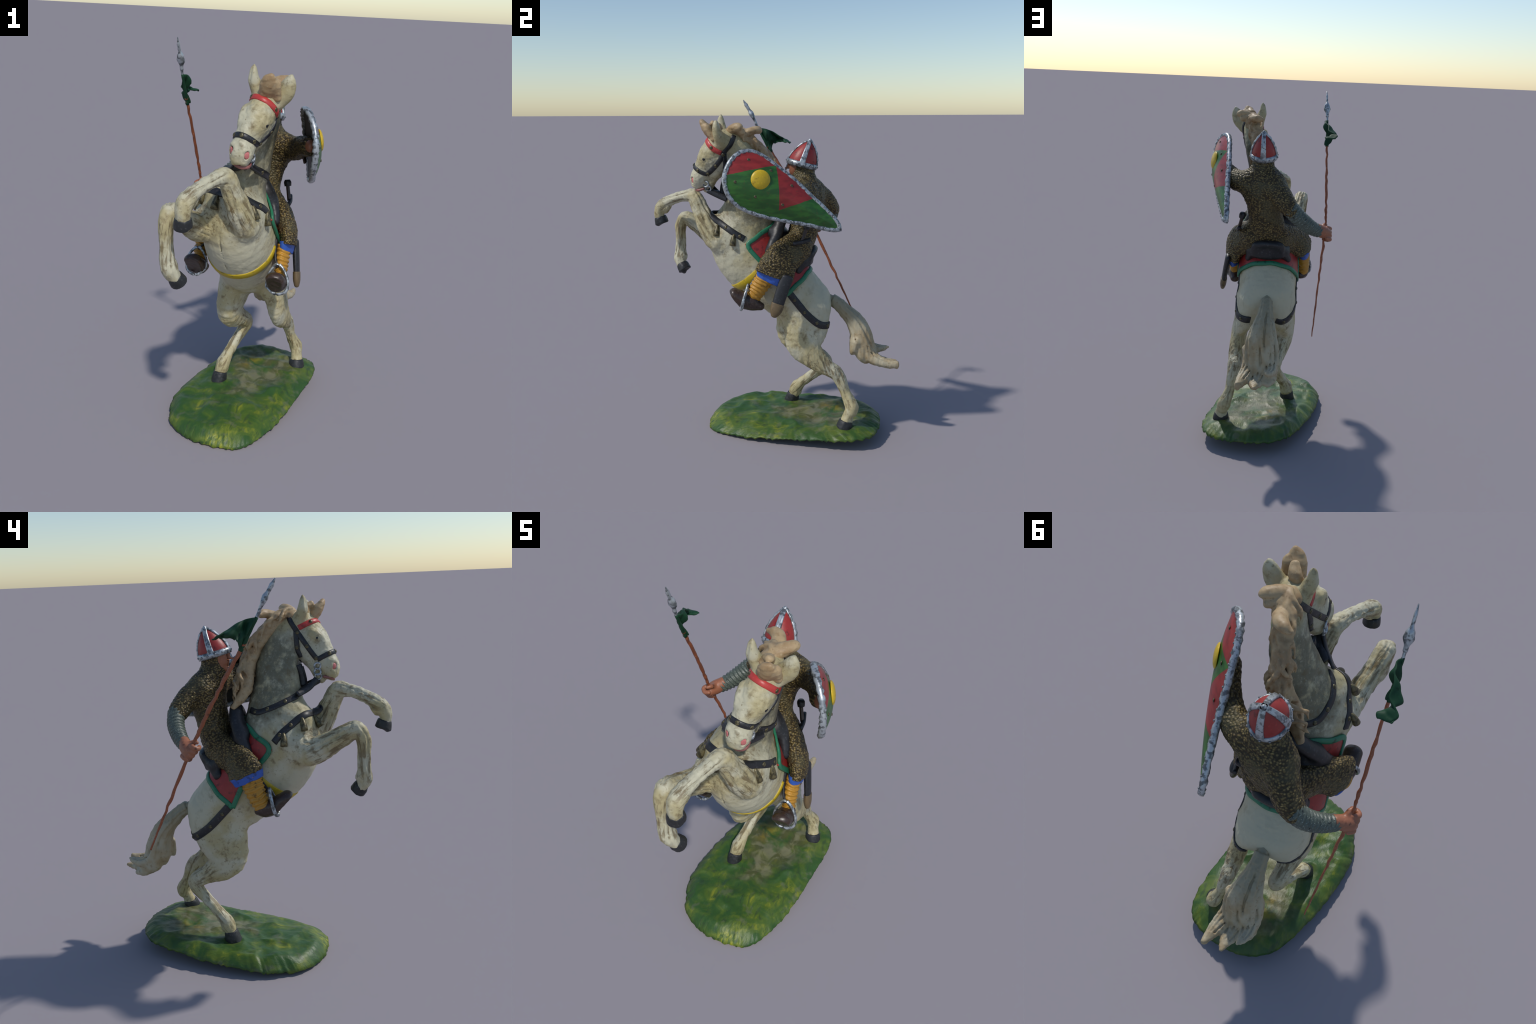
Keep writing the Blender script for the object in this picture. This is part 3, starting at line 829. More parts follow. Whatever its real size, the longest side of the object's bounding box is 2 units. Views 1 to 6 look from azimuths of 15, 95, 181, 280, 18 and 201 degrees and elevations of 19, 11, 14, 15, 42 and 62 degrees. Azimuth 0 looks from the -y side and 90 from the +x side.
tassel = dome_mesh("tassel", 0.018, 0.070, 12, 6)
for loc in ((0.128, -0.322, 1.29), (0.165, -0.225, 1.235), (-0.155, -0.31, 1.335), (-0.175, -0.215, 1.255), (-0.06, -0.385, 1.335)):
    hit, nn, _, _ = BV.find_nearest(Vector(loc))
    nn = np.array(nn); d = unit(np.array([0, 0, -1.0]) + nn * nn[2] + np.array([0, -.12, 0]))
    place("tassel", tassel, BRONZE, np.array(hit) + nn * .003 + d * .068, -d, None)
strap("girth", [(0.168, -0.085, 1.01), (0.150, -0.15, 0.95), (0.09, -0.215, 0.90), (-0.01, -0.245, 0.885), (-0.11, -0.215, 0.90), (-0.165, -0.15, 0.95), (-0.182, -0.085, 1.01)], .052, YELLOW, .006)
strap("breeching", [(0.160, 0.085, 0.905), (0.172, 0.14, 0.835), (0.178, 0.20, 0.765), (0.165, 0.275, 0.705), (0.12, 0.33, 0.69), (0.055, 0.355, 0.675)], .042, studs=(.15, .35, .55, .75))
strap("breeching", [(-0.180, 0.075, 0.875), (-0.185, 0.13, 0.815), (-0.187, 0.20, 0.745), (-0.165, 0.285, 0.685), (-0.12, 0.33, 0.66), (-0.065, 0.352, 0.65)], .042, studs=(.15, .35, .55, .75))

# saddle cloth: a sheet wrapped over the back, trimmed in green
FW = np.array([0.0, -0.66, 0.75]); UP = np.array([0.0, 0.75, 0.66])


def on_back(f, ang, lift):
    """Point on the horse's back at station f along the trunk, angle from the spine line."""
    c = np.array([-0.008, 0.0, 0.0]) + FW * f + UP * 0.655
    d = UP * math.cos(ang) + np.array([1.0, 0, 0]) * math.sin(ang)
    hit = BV.ray_cast(Vector(c + d * 0.42), Vector(-d))
    r = np.array(hit[0]) if hit[0] is not None else c + d * .2
    if np.linalg.norm(r - c) > 0.24:
        r = c + d * 0.21
    return r + d * lift


def cloth(name, mat, f0, f1, amax, lift, thick, trim=0.0):
    nf, na = 26, 60
    v = []; f = []
    for layer in (0, 1):
        for i in range(nf + 1):
            for j in range(na + 1):
                s = j / na * 2 - 1; t = i / nf
                am = amax + (0.20 if s > 0 else 0.28) * max(0, 1 - t * 2.2) ** 1.2 + 0.06 * t
                a = s * am
                ff = f0 + (f1 - f0) * t + 0.008 * math.sin(9 * a) * (t - .5)
                ff -= 0.03 * (1 - abs(s)) * (t > .5) * (t - .5) * 2
                v.append(on_back(ff, a, lift if layer else lift - thick))
    n = (nf + 1) * (na + 1)
    for i in range(nf):
        for j in range(na):
            a = i * (na + 1) + j
            f.append((a + n, a + n + 1, a + n + na + 2, a + n + na + 1)); f.append((a, a + na + 1, a + na + 2, a + 1))
    for i in range(nf):
        for a in (i * (na + 1), i * (na + 1) + na):
            f.append((a, a + n, a + n + na + 1, a + na + 1))
    for j in range(na):
        for a in (j, nf * (na + 1) + j):
            f.append((a, a + 1, a + n + 1, a + n))
    v = np.array(v).reshape(2, nf + 1, na + 1, 3)
    for _ in range(3):
        v[:, 1:-1, 1:-1] = (v[:, :-2, 1:-1] + v[:, 2:, 1:-1] + v[:, 1:-1, :-2] + v[:, 1:-1, 2:]) / 4
    rim = np.vstack([v[1, 0, :], v[1, 1:, -1], v[1, -1, -2::-1], v[1, -2:0:-1, 0]])
    me = mesh_from(name, v.reshape(-1, 3), f)
    bm = bmesh.new(); bm.from_mesh(me); bmesh.ops.recalc_face_normals(bm, faces=bm.faces); bm.to_mesh(me); bm.free()
    return link(name, me, mat), rim


CL, rim = cloth("saddle_cloth", RED, 0.615, 0.985, 1.50, 0.010, 0.012)
ribbon("cloth_trim", rim[::4], .026, .007, TRIM, BV, parent=CL, lift=.008, closed=True, steps=3)

# saddle: seat, cantle, pommel bow
Sb = Body((-0.23, -0.20, 0.90), (0.23, 0.30, 1.42), 0.005)
Sb.add("saddle", [(-0.005, 0.16, 1.07, .13, .06), (-0.005, 0.08, 1.14, .14, .06), (-0.008, 0.0, 1.23, .13, .06)], k=.03)
Sb.add("saddle", [(0.105, 0.140, 1.02, .028, .024), (0.075, 0.184, 1.085, .030, .024), (0.04, 0.216, 1.120, .035, .022), (-0.055, 0.216, 1.120, .035, .022), (-0.088, 0.184, 1.085, .030, .024), (-0.12, 0.140, 1.02, .028, .024)], (0, 1, 0), k=.02)
Sb.add("saddle", [(-0.006, 0.205, 1.05, .09, .020), (-0.006, 0.222, 1.118, .09, .018)], k=.02)
Sb.add("saddle", [(0.150, -0.02, 1.13, .030, .024), (0.12, 0.015, 1.22, .030, .026), (0.06, 0.040, 1.30, .036, .03), (0.0, 0.05, 1.345, .035, .035), (-0.07, 0.035, 1.30, .04, .03), (-0.13, 0.01, 1.22, .034, .028), (-0.16, -0.04, 1.12, .030, .026)], (0, 1, .5), k=.02)
SADDLE = solid("saddle", Sb, BLACK, None, lambda v: 0.003 * noise(v, 25, 2, 2))

# ------------------------------------------------------------------- rider
R = Body((-0.34, -0.18, 0.94), (0.34, 0.44, 1.68), 0.0035)
R.add("rider_torso", [(0.004, 0.142, 1.150, .120, .082), (0.008, 0.165, 1.215, .108, .085), (0.016, 0.182, 1.290, .100, .084), (0.020, 0.198, 1.370, .112, .088),
                      (0.030, 0.200, 1.440, .128, .090), (0.040, 0.185, 1.495, .112, .072), (0.042, 0.170, 1.53, .072, .064)], (0.98, -0.2, 0), k=.02)
R.add("coif", [(0.042, 0.172, 1.52, .072, .068), (0.040, 0.165, 1.56, .060, .066), (0.038, 0.165, 1.62, .062, .066)], k=.03)
R.add("arm", [(-0.035, 0.225, 1.465, .064, .064), (-0.074, 0.282, 1.418, .058, .062), (-0.114, 0.320, 1.368, .052, .056), (-0.145, 0.335, 1.338, .042, .047)], (0, 0, 1), k=.035)
R.add("arm#l", [(0.13, 0.175, 1.475, .066, .064), (0.185, 0.145, 1.475, .060, .060), (0.232, 0.09, 1.495, .055, .055), (0.270, 0.02, 1.515, .050, .050), (0.300, -0.06, 1.53, .045, .045)], (0, 0, 1), k=.035)
R.add("thigh", [(0.085, 0.140, 1.155, .078, .092), (0.160, 0.072, 1.11, .062, .100), (0.200, 0.032, 1.06, .052, .108), (0.210, 0.010, 1.005, .045, .116)], (1, 0.2, 0), k=.03, flat=(0, (0, -.33, -.94)))
R.add("thigh#r", [(-0.070, 0.135, 1.150, .068, .085), (-0.142, 0.042, 1.115, .060, .090), (-0.198, -0.004, 1.082, .050, .095), (-0.220, -0.025, 1.052, .045, .100)], (1, -0.2, 0), k=.03, flat=(0, (0, -.42, -.9)))
rv, rq, rl = R.surface(1)
n_r = vnormals(rv, rq)
rv = rv + n_r * (0.0026 * noise(rv * np.array([95, 95, 120]), 1, 21) + 0.003 * noise(rv, 22, 14, 2))[:, None]
RIDER = split(rv, rq, rl, R.names, MAIL)

# forearm sleeve with banded mail, hand
Fb = Body((-0.38, 0.16, 1.12), (-0.10, 0.42, 1.44), 0.0035)
Fb.add("f", [(-0.135, 0.335, 1.350, .043, .047), (-0.185, 0.328, 1.300, .042, .045), (-0.242, 0.296, 1.252, .038, .041), (-0.288, 0.262, 1.224, .033, .036)], (0, 1, 0), k=.01)
axis_f = unit(np.array([-0.133, -0.083, -0.136]))
fore = solid("forearm", Fb, SLEEVE, RIDER["arm"], lambda v: 0.0028 * np.sin((v @ axis_f) * 330 + 1.5 * noise(v, 30, 3)))
Hb = Body((-0.42, 0.12, 1.10), (-0.24, 0.32, 1.32), 0.003)
Hb.add("hand", [(-0.285, 0.262, 1.235, .028, .032), (-0.315, 0.245, 1.215, .034, .036), (-0.338, 0.225, 1.205, .036, .032)], (0, 1, 0), k=.01)
for i, (dy, dz) in enumerate(((-.028, .026), (-.012, .008), (.004, -.010), (.018, -.027))):
    Hb.add("hand", [(-0.345, 0.232 + dy + .01, 1.208 + dz, .012, .012), (-0.362, 0.215 + dy + .01, 1.200 + dz, .0125, .0125), (-0.350, 0.195 + dy + .012, 1.192 + dz, .012, .012), (-0.328, 0.196 + dy + .01, 1.195 + dz, .011, .011)], k=.006)
Hb.add("hand", [(-0.318, 0.225, 1.235, .014, .014), (-0.325, 0.200, 1.245, .012, .012), (-0.338, 0.185, 1.245, .009, .009)], k=.008)
solid("hand", Hb, SKIN, RIDER["arm"])
Hb = Body((0.22, -0.18, 1.44), (0.38, 0.02, 1.62), 0.004)
Hb.add("hand", [(0.304, -0.06, 1.53, .026, .030), (0.312, -0.10, 1.54, .026, .030), (0.316, -0.12, 1.54, .018, .022)], k=.01)
solid("hand", Hb, SKIN, RIDER["arm#l"])

# face
Fb = Body((-0.05, 0.04, 1.50), (0.13, 0.26, 1.72), 0.003)
Fb.add("face", [(0.037, 0.150, 1.640, .050, .052), (0.036, 0.134, 1.610, .052, .058), (0.036, 0.128, 1.575, .042, .046)], k=.02)
Fb.add("face", [(0.036, 0.085, 1.625, .010, .010), (0.035, 0.072, 1.600, .013, .012)], k=.01)
Fb.add("face", [(0.036, 0.092, 1.555, .022, .016)] * 2 + [(0.036, 0.095, 1.552, .022, .016)], k=.012)
Fb.cut([(0.015, 0.080, 1.625, .012, .006), (0.018, 0.080, 1.625, .012, .006)], k=.006)
Fb.cut([(0.055, 0.080, 1.625, .012, .006), (0.058, 0.080, 1.625, .012, .006)], k=.006)
Fb.cut([(0.018, 0.082, 1.580, .006, .004), (0.054, 0.082, 1.580, .006, .004)], k=.004)
FACE = solid("face", Fb, SKIN, RIDER["coif"], lambda v: 0.0015 * noise(v, 60, 5))

# helmet: tilted cone of four red panels with silver ribs and rim
hc = np.array([0.038, 0.160, 1.632]); ht = np.array([0.040, 0.205, 1.760])
hz = unit(np.array([0.0, 0.25, 0.97])); hy = unit(np.array([0, 1, 0]) - hz * hz[1]); hx = np.cross(hy, hz)


def helm(a, t, lift=0.0):
    """Point on the helmet skull: angle a, height t in 0..1."""
    prof = math.cos(t * math.pi / 2) ** 0.80 if t < 1 else 0.0
    prof = (1 - t ** 1.75) ** 0.82 if t < 1 else 0.0
    rx, ry = (.070 + lift) * prof + lift * .3, (.081 + lift) * prof + lift * .3
    c = hc * (1 - t) + ht * t
    return c + hx * rx * math.cos(a) + hy * ry * math.sin(a) + hz * lift * t


v = []; f = []; seg = 40; rings = 16
for i in range(rings + 1):
    for j in range(seg):
        v.append(helm(2 * math.pi * j / seg, i / rings))
for i in range(rings):
    for j in range(seg):
        k = (j + 1) % seg
        f.append((i * seg + j, i * seg + k, (i + 1) * seg + k, (i + 1) * seg + j))
f.append(tuple(range(seg))[::-1])
me = bpy.data.meshes.new("helmet"); me.from_pydata([tuple(p) for p in v], [], f); me.update()
HELM = link("helmet", me, RED, RIDER["coif"])
for q in range(4):
    a = math.pi / 2 * q + math.pi / 2
    pts = [helm(a, t, .002) for t in np.linspace(0.02, 0.97, 9)]
    nr = [helm(a, t, .03) - helm(a, t, 0) for t in np.linspace(0.02, 0.97, 9)]
    C = spline(pts, 3); vv = []; ff = []
    NN = spline(nr, 3)
    for i, (c, n) in enumerate(zip(C, NN)):
        t = unit(np.gradient(C, axis=0)[i]); n = unit(n - t * (n @ t)); b = np.cross(t, n)
        w = .0165 - .006 * i / len(C)
        bump = 0.0015 * math.sin(i * 1.1)
        for x, y in ((-1, -.004), (-1, .003), (-.6, .006 + bump), (-.1, .0045), (.1, .0045), (.6, .006 + bump), (1, .003), (1, -.004)):
            vv.append(c + b * w * x + n * y)
    for i in range(len(C) - 1):
        for j in range(8):
            k = (j + 1) % 8
            ff.append((i * 8 + j, i * 8 + k, (i + 1) * 8 + k, (i + 1) * 8 + j))
    me = bpy.data.meshes.new("helmet_rib"); me.from_pydata([tuple(p) for p in vv], [], ff)
    bm = bmesh.new(); bm.from_mesh(me); bmesh.ops.recalc_face_normals(bm, faces=bm.faces); bm.to_mesh(me); bm.free()
    link("helmet_rib", me, SILVER, HELM)
fin = dome_mesh("finial", .012, .022)
place("helmet_finial", fin, SILVER, ht - hz * .010, hz, HELM)
rim_pts = []
for j in range(40):
    a = 2 * math.pi * j / 40
    p = hc + hx * .0725 * math.cos(a) + hy * .0835 * math.sin(a) - hz * .004
    rim_pts.append(p)
v = []; f = []
for j, p in enumerate(rim_pts):
    o = unit(p - hc)
    for x, y in ((-.006, -.016), (.005, -.015), (.008, 0), (.004, .015), (-.008, .016)):
        v.append(p + o * x + hz * y)
for j in range(40):
    for i in range(5):
        f.append((j * 5 + i, ((j + 1) % 40) * 5 + i, ((j + 1) % 40) * 5 + (i + 1) % 5, j * 5 + (i + 1) % 5))
me = mesh_from("helmet_rim", v, f)
bm = bmesh.new(); bm.from_mesh(me); bmesh.ops.recalc_face_normals(bm, faces=bm.faces); bm.to_mesh(me); bm.free()
link("helmet_rim", me, SILVER, HELM)
riv = dome_mesh("rivet", .006, .005, 10, 4)
for j in range(14):
    a = 2 * math.pi * (j + .5) / 14
    p = hc + hx * .080 * math.cos(a) + hy * .091 * math.sin(a) - hz * .004
    place("rivet", riv, SILVER, p, p - hc, HELM)
tube("nose_guard", [(0.036, 0.078, 1.628, .010, .005), (0.035, 0.068, 1.605, .009, .005), (0.035, 0.066, 1.590, .007, .004)], SILVER, parent=HELM)

# lower legs: blue hem, ochre wraps, boots, stirrups
for sgn, hem, leg, boot, stp, sole in (
    (1, [(0.209, 0.008, 1.012, .037, .100), (0.207, -0.010, 0.965, .034, .086)],
     [(0.200, -0.035, 0.995, .036, .052), (0.204, -0.070, 0.945, .034, .050), (0.208, -0.105, 0.885, .030, .042), (0.209, -0.118, 0.855, .030, .036)],
     [(0.203, -0.068, 0.822, .030, .022), (0.205, -0.115, 0.838, .040, .036), (0.206, -0.165, 0.858, .050, .048), (0.207, -0.218, 0.895, .046, .034)],
     [(0.152, -0.168, 0.830, .006, .007), (0.158, -0.155, 0.890, .006, .007), (0.200, -0.140, 0.948, .008, .008), (0.254, -0.155, 0.890, .007, .009), (0.258, -0.172, 0.825, .008, .010), (0.205, -0.182, 0.803, .008, .008), (0.152, -0.168, 0.830, .006, .007)],
     ((0.2, -0.246, 0.909), (0, -.836, -.55))),
    (-1, [(-0.221, -0.025, 1.058, .038, .090), (-0.222, -0.040, 1.016, .036, .080)],
     [(-0.218, -0.045, 1.035, .038, .056), (-0.223, -0.068, 0.970, .036, .052), (-0.226, -0.092, 0.91, .032, .044), (-0.224, -0.105, 0.88, .030, .036)],
     [(-0.207, -0.078, 0.858, .028, .020), (-0.214, -0.12, 0.868, .038, .034), (-0.216, -0.165, 0.890, .048, .044), (-0.216, -0.228, 0.936, .044, .034)],
     [(-0.165, -0.17, 0.880, .006, .007), (-0.172, -0.155, 0.93, .006, .007), (-0.218, -0.14, 0.980, .008, .008), (-0.264, -0.155, 0.935, .007, .009), (-0.266, -0.172, 0.865, .008, .010), (-0.215, -0.182, 0.843, .008, .008), (-0.165, -0.17, 0.880, .006, .007)],
     ((-0.2, -0.263, 0.956), (0, -.75, -.66)))):
    th = RIDER["thigh" if sgn > 0 else "thigh#r"]
    B = Body((min(0, sgn * .34), -0.30, 0.74), (max(0, sgn * .34), 0.16, 1.10), 0.004)
    B.add("hem", hem, (1, 0, 0), k=.01, flat=((0, .40, .92), (0, -.40, -.92)))
    solid("tunic_hem", B, BLUE, th, lambda v: 0.002 * noise(v, 40, 5))
    B = Body((min(0, sgn * .34), -0.30, 0.74), (max(0, sgn * .34), 0.16, 1.10), 0.0035)
    B.add("leg", leg, (1, 0, 0), k=.01)
    ax = unit(np.array(leg[-1][:3]) - np.array(leg[0][:3]))
    solid("lower_leg", B, OCHRE, th, lambda v: 0.0034 * np.sin((v @ ax) * 270 + 3.0 * noise(v, 22, 3)) + .002 * noise(v, 45, 8))
    B = Body((min(0, sgn * .34), -0.32, 0.72), (max(0, sgn * .34), 0.0, 1.10), 0.0035)
    B.add("boot", boot, (1, 0, 0), k=.012)
    B.add("boot", [(*leg[-1][:3], .032, .038), (*boot[1][:3], .032, .036)], k=.02)
    B.halfspace(*sole)
    solid("boot", B, BOOT, th, lambda v: 0.0015 * noise(v, 50, 6))
    tube("stirrup", stp, SILVER, 8, 6, th)
ribbon("stirrup_leather", [(0.168, -0.06, 1.05), (0.175, -0.10, 0.98), (0.198, -0.135, 0.925)], .022, .005, BLACK, normal=(1, -.3, 0), parent=SADDLE)
ribbon("stirrup_leather", [(-0.178, -0.06, 1.07), (-0.19, -0.10, 1.0), (-0.222, -0.135, 0.965)], .022, .005, BLACK, normal=(-1, -.3, 0), parent=SADDLE)

# sword: scabbard below the skirt, hilt at the hip
B = Body((0.18, -0.05, 0.74), (0.32, 0.16, 1.05), 0.0035)
B.add("s", [(0.235, 0.085, 1.00, .018, .036), (0.250, 0.058, 0.925, .017, .036), (0.263, 0.035, 0.85, .016, .034)], k=.01, flat=(0, 1))
SC = solid("scabbard", B, BLACK)
B = Body((0.18, -0.05, 0.74), (0.34, 0.16, 1.05), 0.003)
B.add("s", [(0.262, 0.037, 0.855, .019, .038), (0.268, 0.024, 0.815, .019, .034), (0.272, 0.014, 0.79, .014, .02)], k=.01, flat=(1, 0))
solid("scabbard_chape", B, SCABTIP, SC)
tube("sword_grip", [(0.170, 0.165, 1.195, .011, .010), (0.158, 0.180, 1.24, .010, .010), (0.150, 0.190, 1.275, .010, .010)], BOOT, 10, 4, SC)
tube("sword_pommel", [(0.152, 0.190, 1.265, .018, .018), (0.148, 0.194, 1.285, .020, .020), (0.146, 0.196, 1.298, .014, .014)], BLACK, 10, 4, SC)
tube("sword_guard", [(0.178, 0.115, 1.185, .011, .010), (0.175, 0.165, 1.195, .013, .012), (0.165, 0.215, 1.21, .011, .010)], BLACK, 10, 4, SC, side=(0, 0, 1))

# ------------------------------------------------------------------- shield
SC0 = np.array([0.2885, 0.019, 1.5246]) + np.array([.939, .293, .179]) * .020; SA = np.array([0.187, -0.873, 0.450]); SW = np.array([-0.288, 0.389, 0.875])
SN = unit(-np.cross(SA, SW)); SW = np.cross(SN, SA) * np.sign(np.cross(SN, SA) @ SW)
if SN[0] < 0:
    SN = -SN
outline = [(-.440, -.060), (-.405, -.025), (-.30, .015), (-.20, .045), (-.08, .085), (.05, .112), (.13, .125), (.20, .118), (.255, .075), (.280, .005),
           (.275, -.07), (.245, -.125), (.19, -.168), (.11, -.188), (.0, -.180), (-.13, -.150), (-.27, -.112), (-.39, -.085)]
OL = spline([(*p, 0) for p in outline] + [(*outline[0], 0)], 6)[:-1, :2]
mid = np.array([0.02, -0.03])


def shield_pt(a, w, depth=0.0, hollow=1.0):
    c = mid + np.array([0.0, 0.0])
    ang = math.atan2(w - c[1], a - c[0])
    # fraction of the way to the rim
    d = OL - c
    th = np.arctan2(d[:, 1], d[:, 0]); rr = np.hypot(d[:, 0], d[:, 1])
    o = np.argsort(th)
    R_ = np.interp(ang, th[o], rr[o], period=2 * math.pi)
    q = min(1.0, math.hypot(a - c[0], w - c[1]) / R_)
    bulge = 0.034 * (1 - q ** 2) * hollow
    roll = -1.1 * (w + .03) ** 2
    return SC0 + SA * a + SW * w + SN * (bulge + roll - 0.009 + depth)


SHIELD = None
nr_, ns = 14, len(OL)
gv = []; gf = []; gm = []
N_A, N_W = 150, 80
for side_ in (0, 1):
    base = len(gv)
    for i in range(41):
        for j in range(ns * 2):
            p = mid + ((OL[(j // 2)] + (OL[((j + 1) // 2) % ns])) / 2 - mid) * (i / 40)
            gv.append(shield_pt(p[0], p[1], 0.0) if side_ == 0 else shield_pt(p[0], p[1], -0.012, 0.1))
    for i in range(40):
        for j in range(ns * 2):
            k = (j + 1) % (ns * 2)
            q = (base + i * ns * 2 + j, base + (i + 1) * ns * 2 + j, base + (i + 1) * ns * 2 + k, base + i * ns * 2 + k)
            gf.append(q if side_ == 0 else q[::-1]); gm.append(0 if side_ == 0 else 2)


def shield_material():
    """Quartered face: borders are straight lines in the shield's own plane."""
    m = Mat("shield_face", 0.4)
    def proj(vec, off):
        d = m.N("ShaderNodeVectorMath", operation="DOT_PRODUCT")
        m.L(m.co, d.inputs[0]); d.inputs[1].default_value = tuple(vec)
        return m.math("SUBTRACT", d.outputs["Value"], off)
    n = m.noise(40, 3)
    a = m.math("ADD", proj(SA, float(SA @ SC0)), m.math("MULTIPLY", m.math("SUBTRACT", n, .5), .006))
    w = m.math("ADD", proj(SW, float(SW @ SC0)), m.math("MULTIPLY", m.math("SUBTRACT", n, .5), .006))
    def line(ca, cw, c):
        s = m.math("ADD", m.math("MULTIPLY", a, ca), m.math("MULTIPLY", w, cw))
        return m.step(m.math("ADD", s, c), -.0015, .0015)
    l1 = line(*LINE1); l2 = line(*LINE2); l3 = line(*LINE3)
    red_head = m.math("MULTIPLY", l1, l2)
    red_wedge = m.math("MULTIPLY", m.math("SUBTRACT", 1.0, l2), l3)
    red = m.math("ADD", red_head, red_wedge)
    n1 = m.noise(22, 4, vec=m.mapped((1, .5, 1.6))); n2 = m.noise(70, 3)
    rc = m.mix(m.step(n1, .4, .65), (0.235, 0.020, 0.018, 1), (0.34, 0.030, 0.026, 1))
    gc = m.mix(m.step(n1, .4, .65), (0.022, 0.095, 0.016, 1), (0.042, 0.165, 0.022, 1))
    c = m.mix(red, gc, rc)
    c = m.mix(m.math("MULTIPLY", m.step(n2, .58, .7), .3), c, (0.12, 0.06, 0.02, 1))
    return m.done(c, n2, .15, .003)


# head border, cross border, tip border: coefficients on (along, across, 1)
LINE1 = (0.605, 0.796, -0.108); LINE2 = (0.892, -0.452, 0.014); LINE3 = (0.695, 0.719, 0.133)
SHFACE = shield_material()
me = bpy.data.meshes.new("shield"); me.from_pydata([tuple(p) for p in gv], [], gf)
INNER = paint("shield_inside", (0.012, 0.011, 0.010, 1), .3, .6, light=(.03, .025, .022, 1))
SHIELD = link("shield", me, [SHFACE, INNER])
me.polygons.foreach_set("material_index", [0 if x < 2 else 1 for x in gm])
bm = bmesh.new(); bm.from_mesh(me); bmesh.ops.remove_doubles(bm, verts=bm.verts, dist=1e-5); bm.to_mesh(me); bm.free()
# rim: hammered silver edging
v = []; f = []
C = np.array([shield_pt(p[0], p[1], -.006) for p in OL])
T = np.roll(C, -1, 0) - np.roll(C, 1, 0)
rngr = np.random.default_rng(3)
for i, (c, t) in enumerate(zip(C, T)):
    t = unit(t); o = unit(np.cross(t, SN)); o = o * np.sign(o @ (c - SC0))
    j = 1 + .18 * math.sin(i * 2.1) + rngr.uniform(-.12, .12)
    for x, y in ((-.020, .006), (-.010, .014 * j), (.003, .014 * j), (.009, .003), (.008, -.011), (-.002, -.015 * j), (-.010, -.011)):
        v.append(c + o * x + SN * y)
for i in range(len(C)):
    for j in range(7):
        a = i; b = (i + 1) % len(C); k = (j + 1) % 7
        f.append((a * 7 + j, b * 7 + j, b * 7 + k, a * 7 + k))
me = mesh_from("shield_rim", v, f)
bm = bmesh.new(); bm.from_mesh(me); bmesh.ops.recalc_face_normals(bm, faces=bm.faces); bm.to_mesh(me); bm.free()
link("shield_rim", me, SILVER, SHIELD)
brivet = dome_mesh("bronze_rivet", .009, .005, 12, 4)
place("shield_boss", dome_mesh("shield_boss", .054, .018, 32, 8), BOSSY, shield_pt(.090, -.010, -.003), SN, SHIELD)
for a, w in ((.19, .062), (.207, -.078), (.056, .062), (.076, -.104), (-.082, .038), (-.077, -.079)):
    place("rivet", brivet, BRONZE, shield_pt(a, w, -.001), SN, SHIELD, 1.0)
acc = 0
for i in range(len(C)):
    acc += np.linalg.norm(C[i] - C[i - 1])
    if acc > .036:
        acc = 0
        o = unit(SC0 - C[i])
        place("rivet", riv, SILVER, C[i] + SN * .012 + o * .004, SN, SHIELD, 1.0)
tube("arm_loop", [(0.265, 0.04, 1.56, .008, .018), (0.25, 0.03, 1.50, .008, .018), (0.262, 0.05, 1.43, .008, .018)], BOOT, 8, 5, SHIELD)

# -------------------------------------------------------------------- lance
shaft = [(-0.281, 0.483, 0.664), (-0.297, 0.40, 0.835), (-0.315, 0.305, 1.035), (-0.335, 0.213, 1.22), (-0.334, 0.155, 1.332), (-0.331, 0.058, 1.506), (-0.328, -0.050, 1.685), (-0.327, -0.065, 1.71)]
rng = np.random.default_rng(2)
P = spline(shaft, 8)
rows = []
for i, p in enumerate(P):
    u = i / (len(P) - 1)
    r = .0045 + .005 * min(1, u * 3)
    j = rng.normal(0, .0014, 3)
    rows.append((*(p + j), r * .72 * rng.uniform(.8, 1.2), r * rng.uniform(.85, 1.2)))
LANCE = tube("lance_shaft", rows, WOOD, 8, 2)
tube("lance_head", [(-0.324, -0.138, 1.845, .008, .008), (-0.323, -0.146, 1.868, .010, .008), (-0.322, -0.155, 1.885, .020, .011), (-0.321, -0.163, 1.902, .019, .015), (-0.320, -0.175, 1.924, .009, .012), (-0.319, -0.187, 1.943, .008, .012),
                    (-0.318, -0.200, 1.965, .006, .010), (-0.316, -0.217, 1.995, .002, .002)], SILVER, 8, 3, LANCE, wob=.25)
tube("lance_socket", [(-0.328, -0.044, 1.675, .009, .011), (-0.327, -0.065, 1.712, .008, .010), (-0.326, -0.095, 1.765, .007, .009), (-0.325, -0.128, 1.826, .006, .008)], FLAGGREEN, 8, 4, LANCE, wob=.3)
tube("lance_socket", [(-0.325, -0.124, 1.82, .006, .008), (-0.324, -0.140, 1.850, .0065, .008)], SILVER, 8, 4, LANCE)
# pennon: thick cast cloth blowing backwards
top = spline([(-0.128, 1.826), (-0.09, 1.822), (-0.055, 1.812), (0.0, 1.780), (0.045, 1.755), (0.078, 1.736)], 5)
bot = spline([(-0.040, 1.672), (-0.042, 1.700), (-0.030, 1.728), (-0.002, 1.735), (0.035, 1.735), (0.074, 1.731)], 5)
v = []; f = []; nt = 8
for i in range(len(top)):
    u = i / (len(top) - 1)
    for j in range(nt + 1):
        w = j / nt
        y, z = top[i] * (1 - w) + bot[i] * w
        x = -0.326 - 0.022 * u + 0.024 * math.sin(u * 5.2 + w * 3.2) * min(1, u * 3) + 0.012 * math.sin(13 * u - 5 * w) + 0.006 * math.sin(21 * u + 9 * w)
        v.append((x, y, z))
v = np.array(v)
v[:, 2] += np.tile(np.linspace(0, 1, nt + 1), len(top)) * .016 * noise(v, 70, 4)
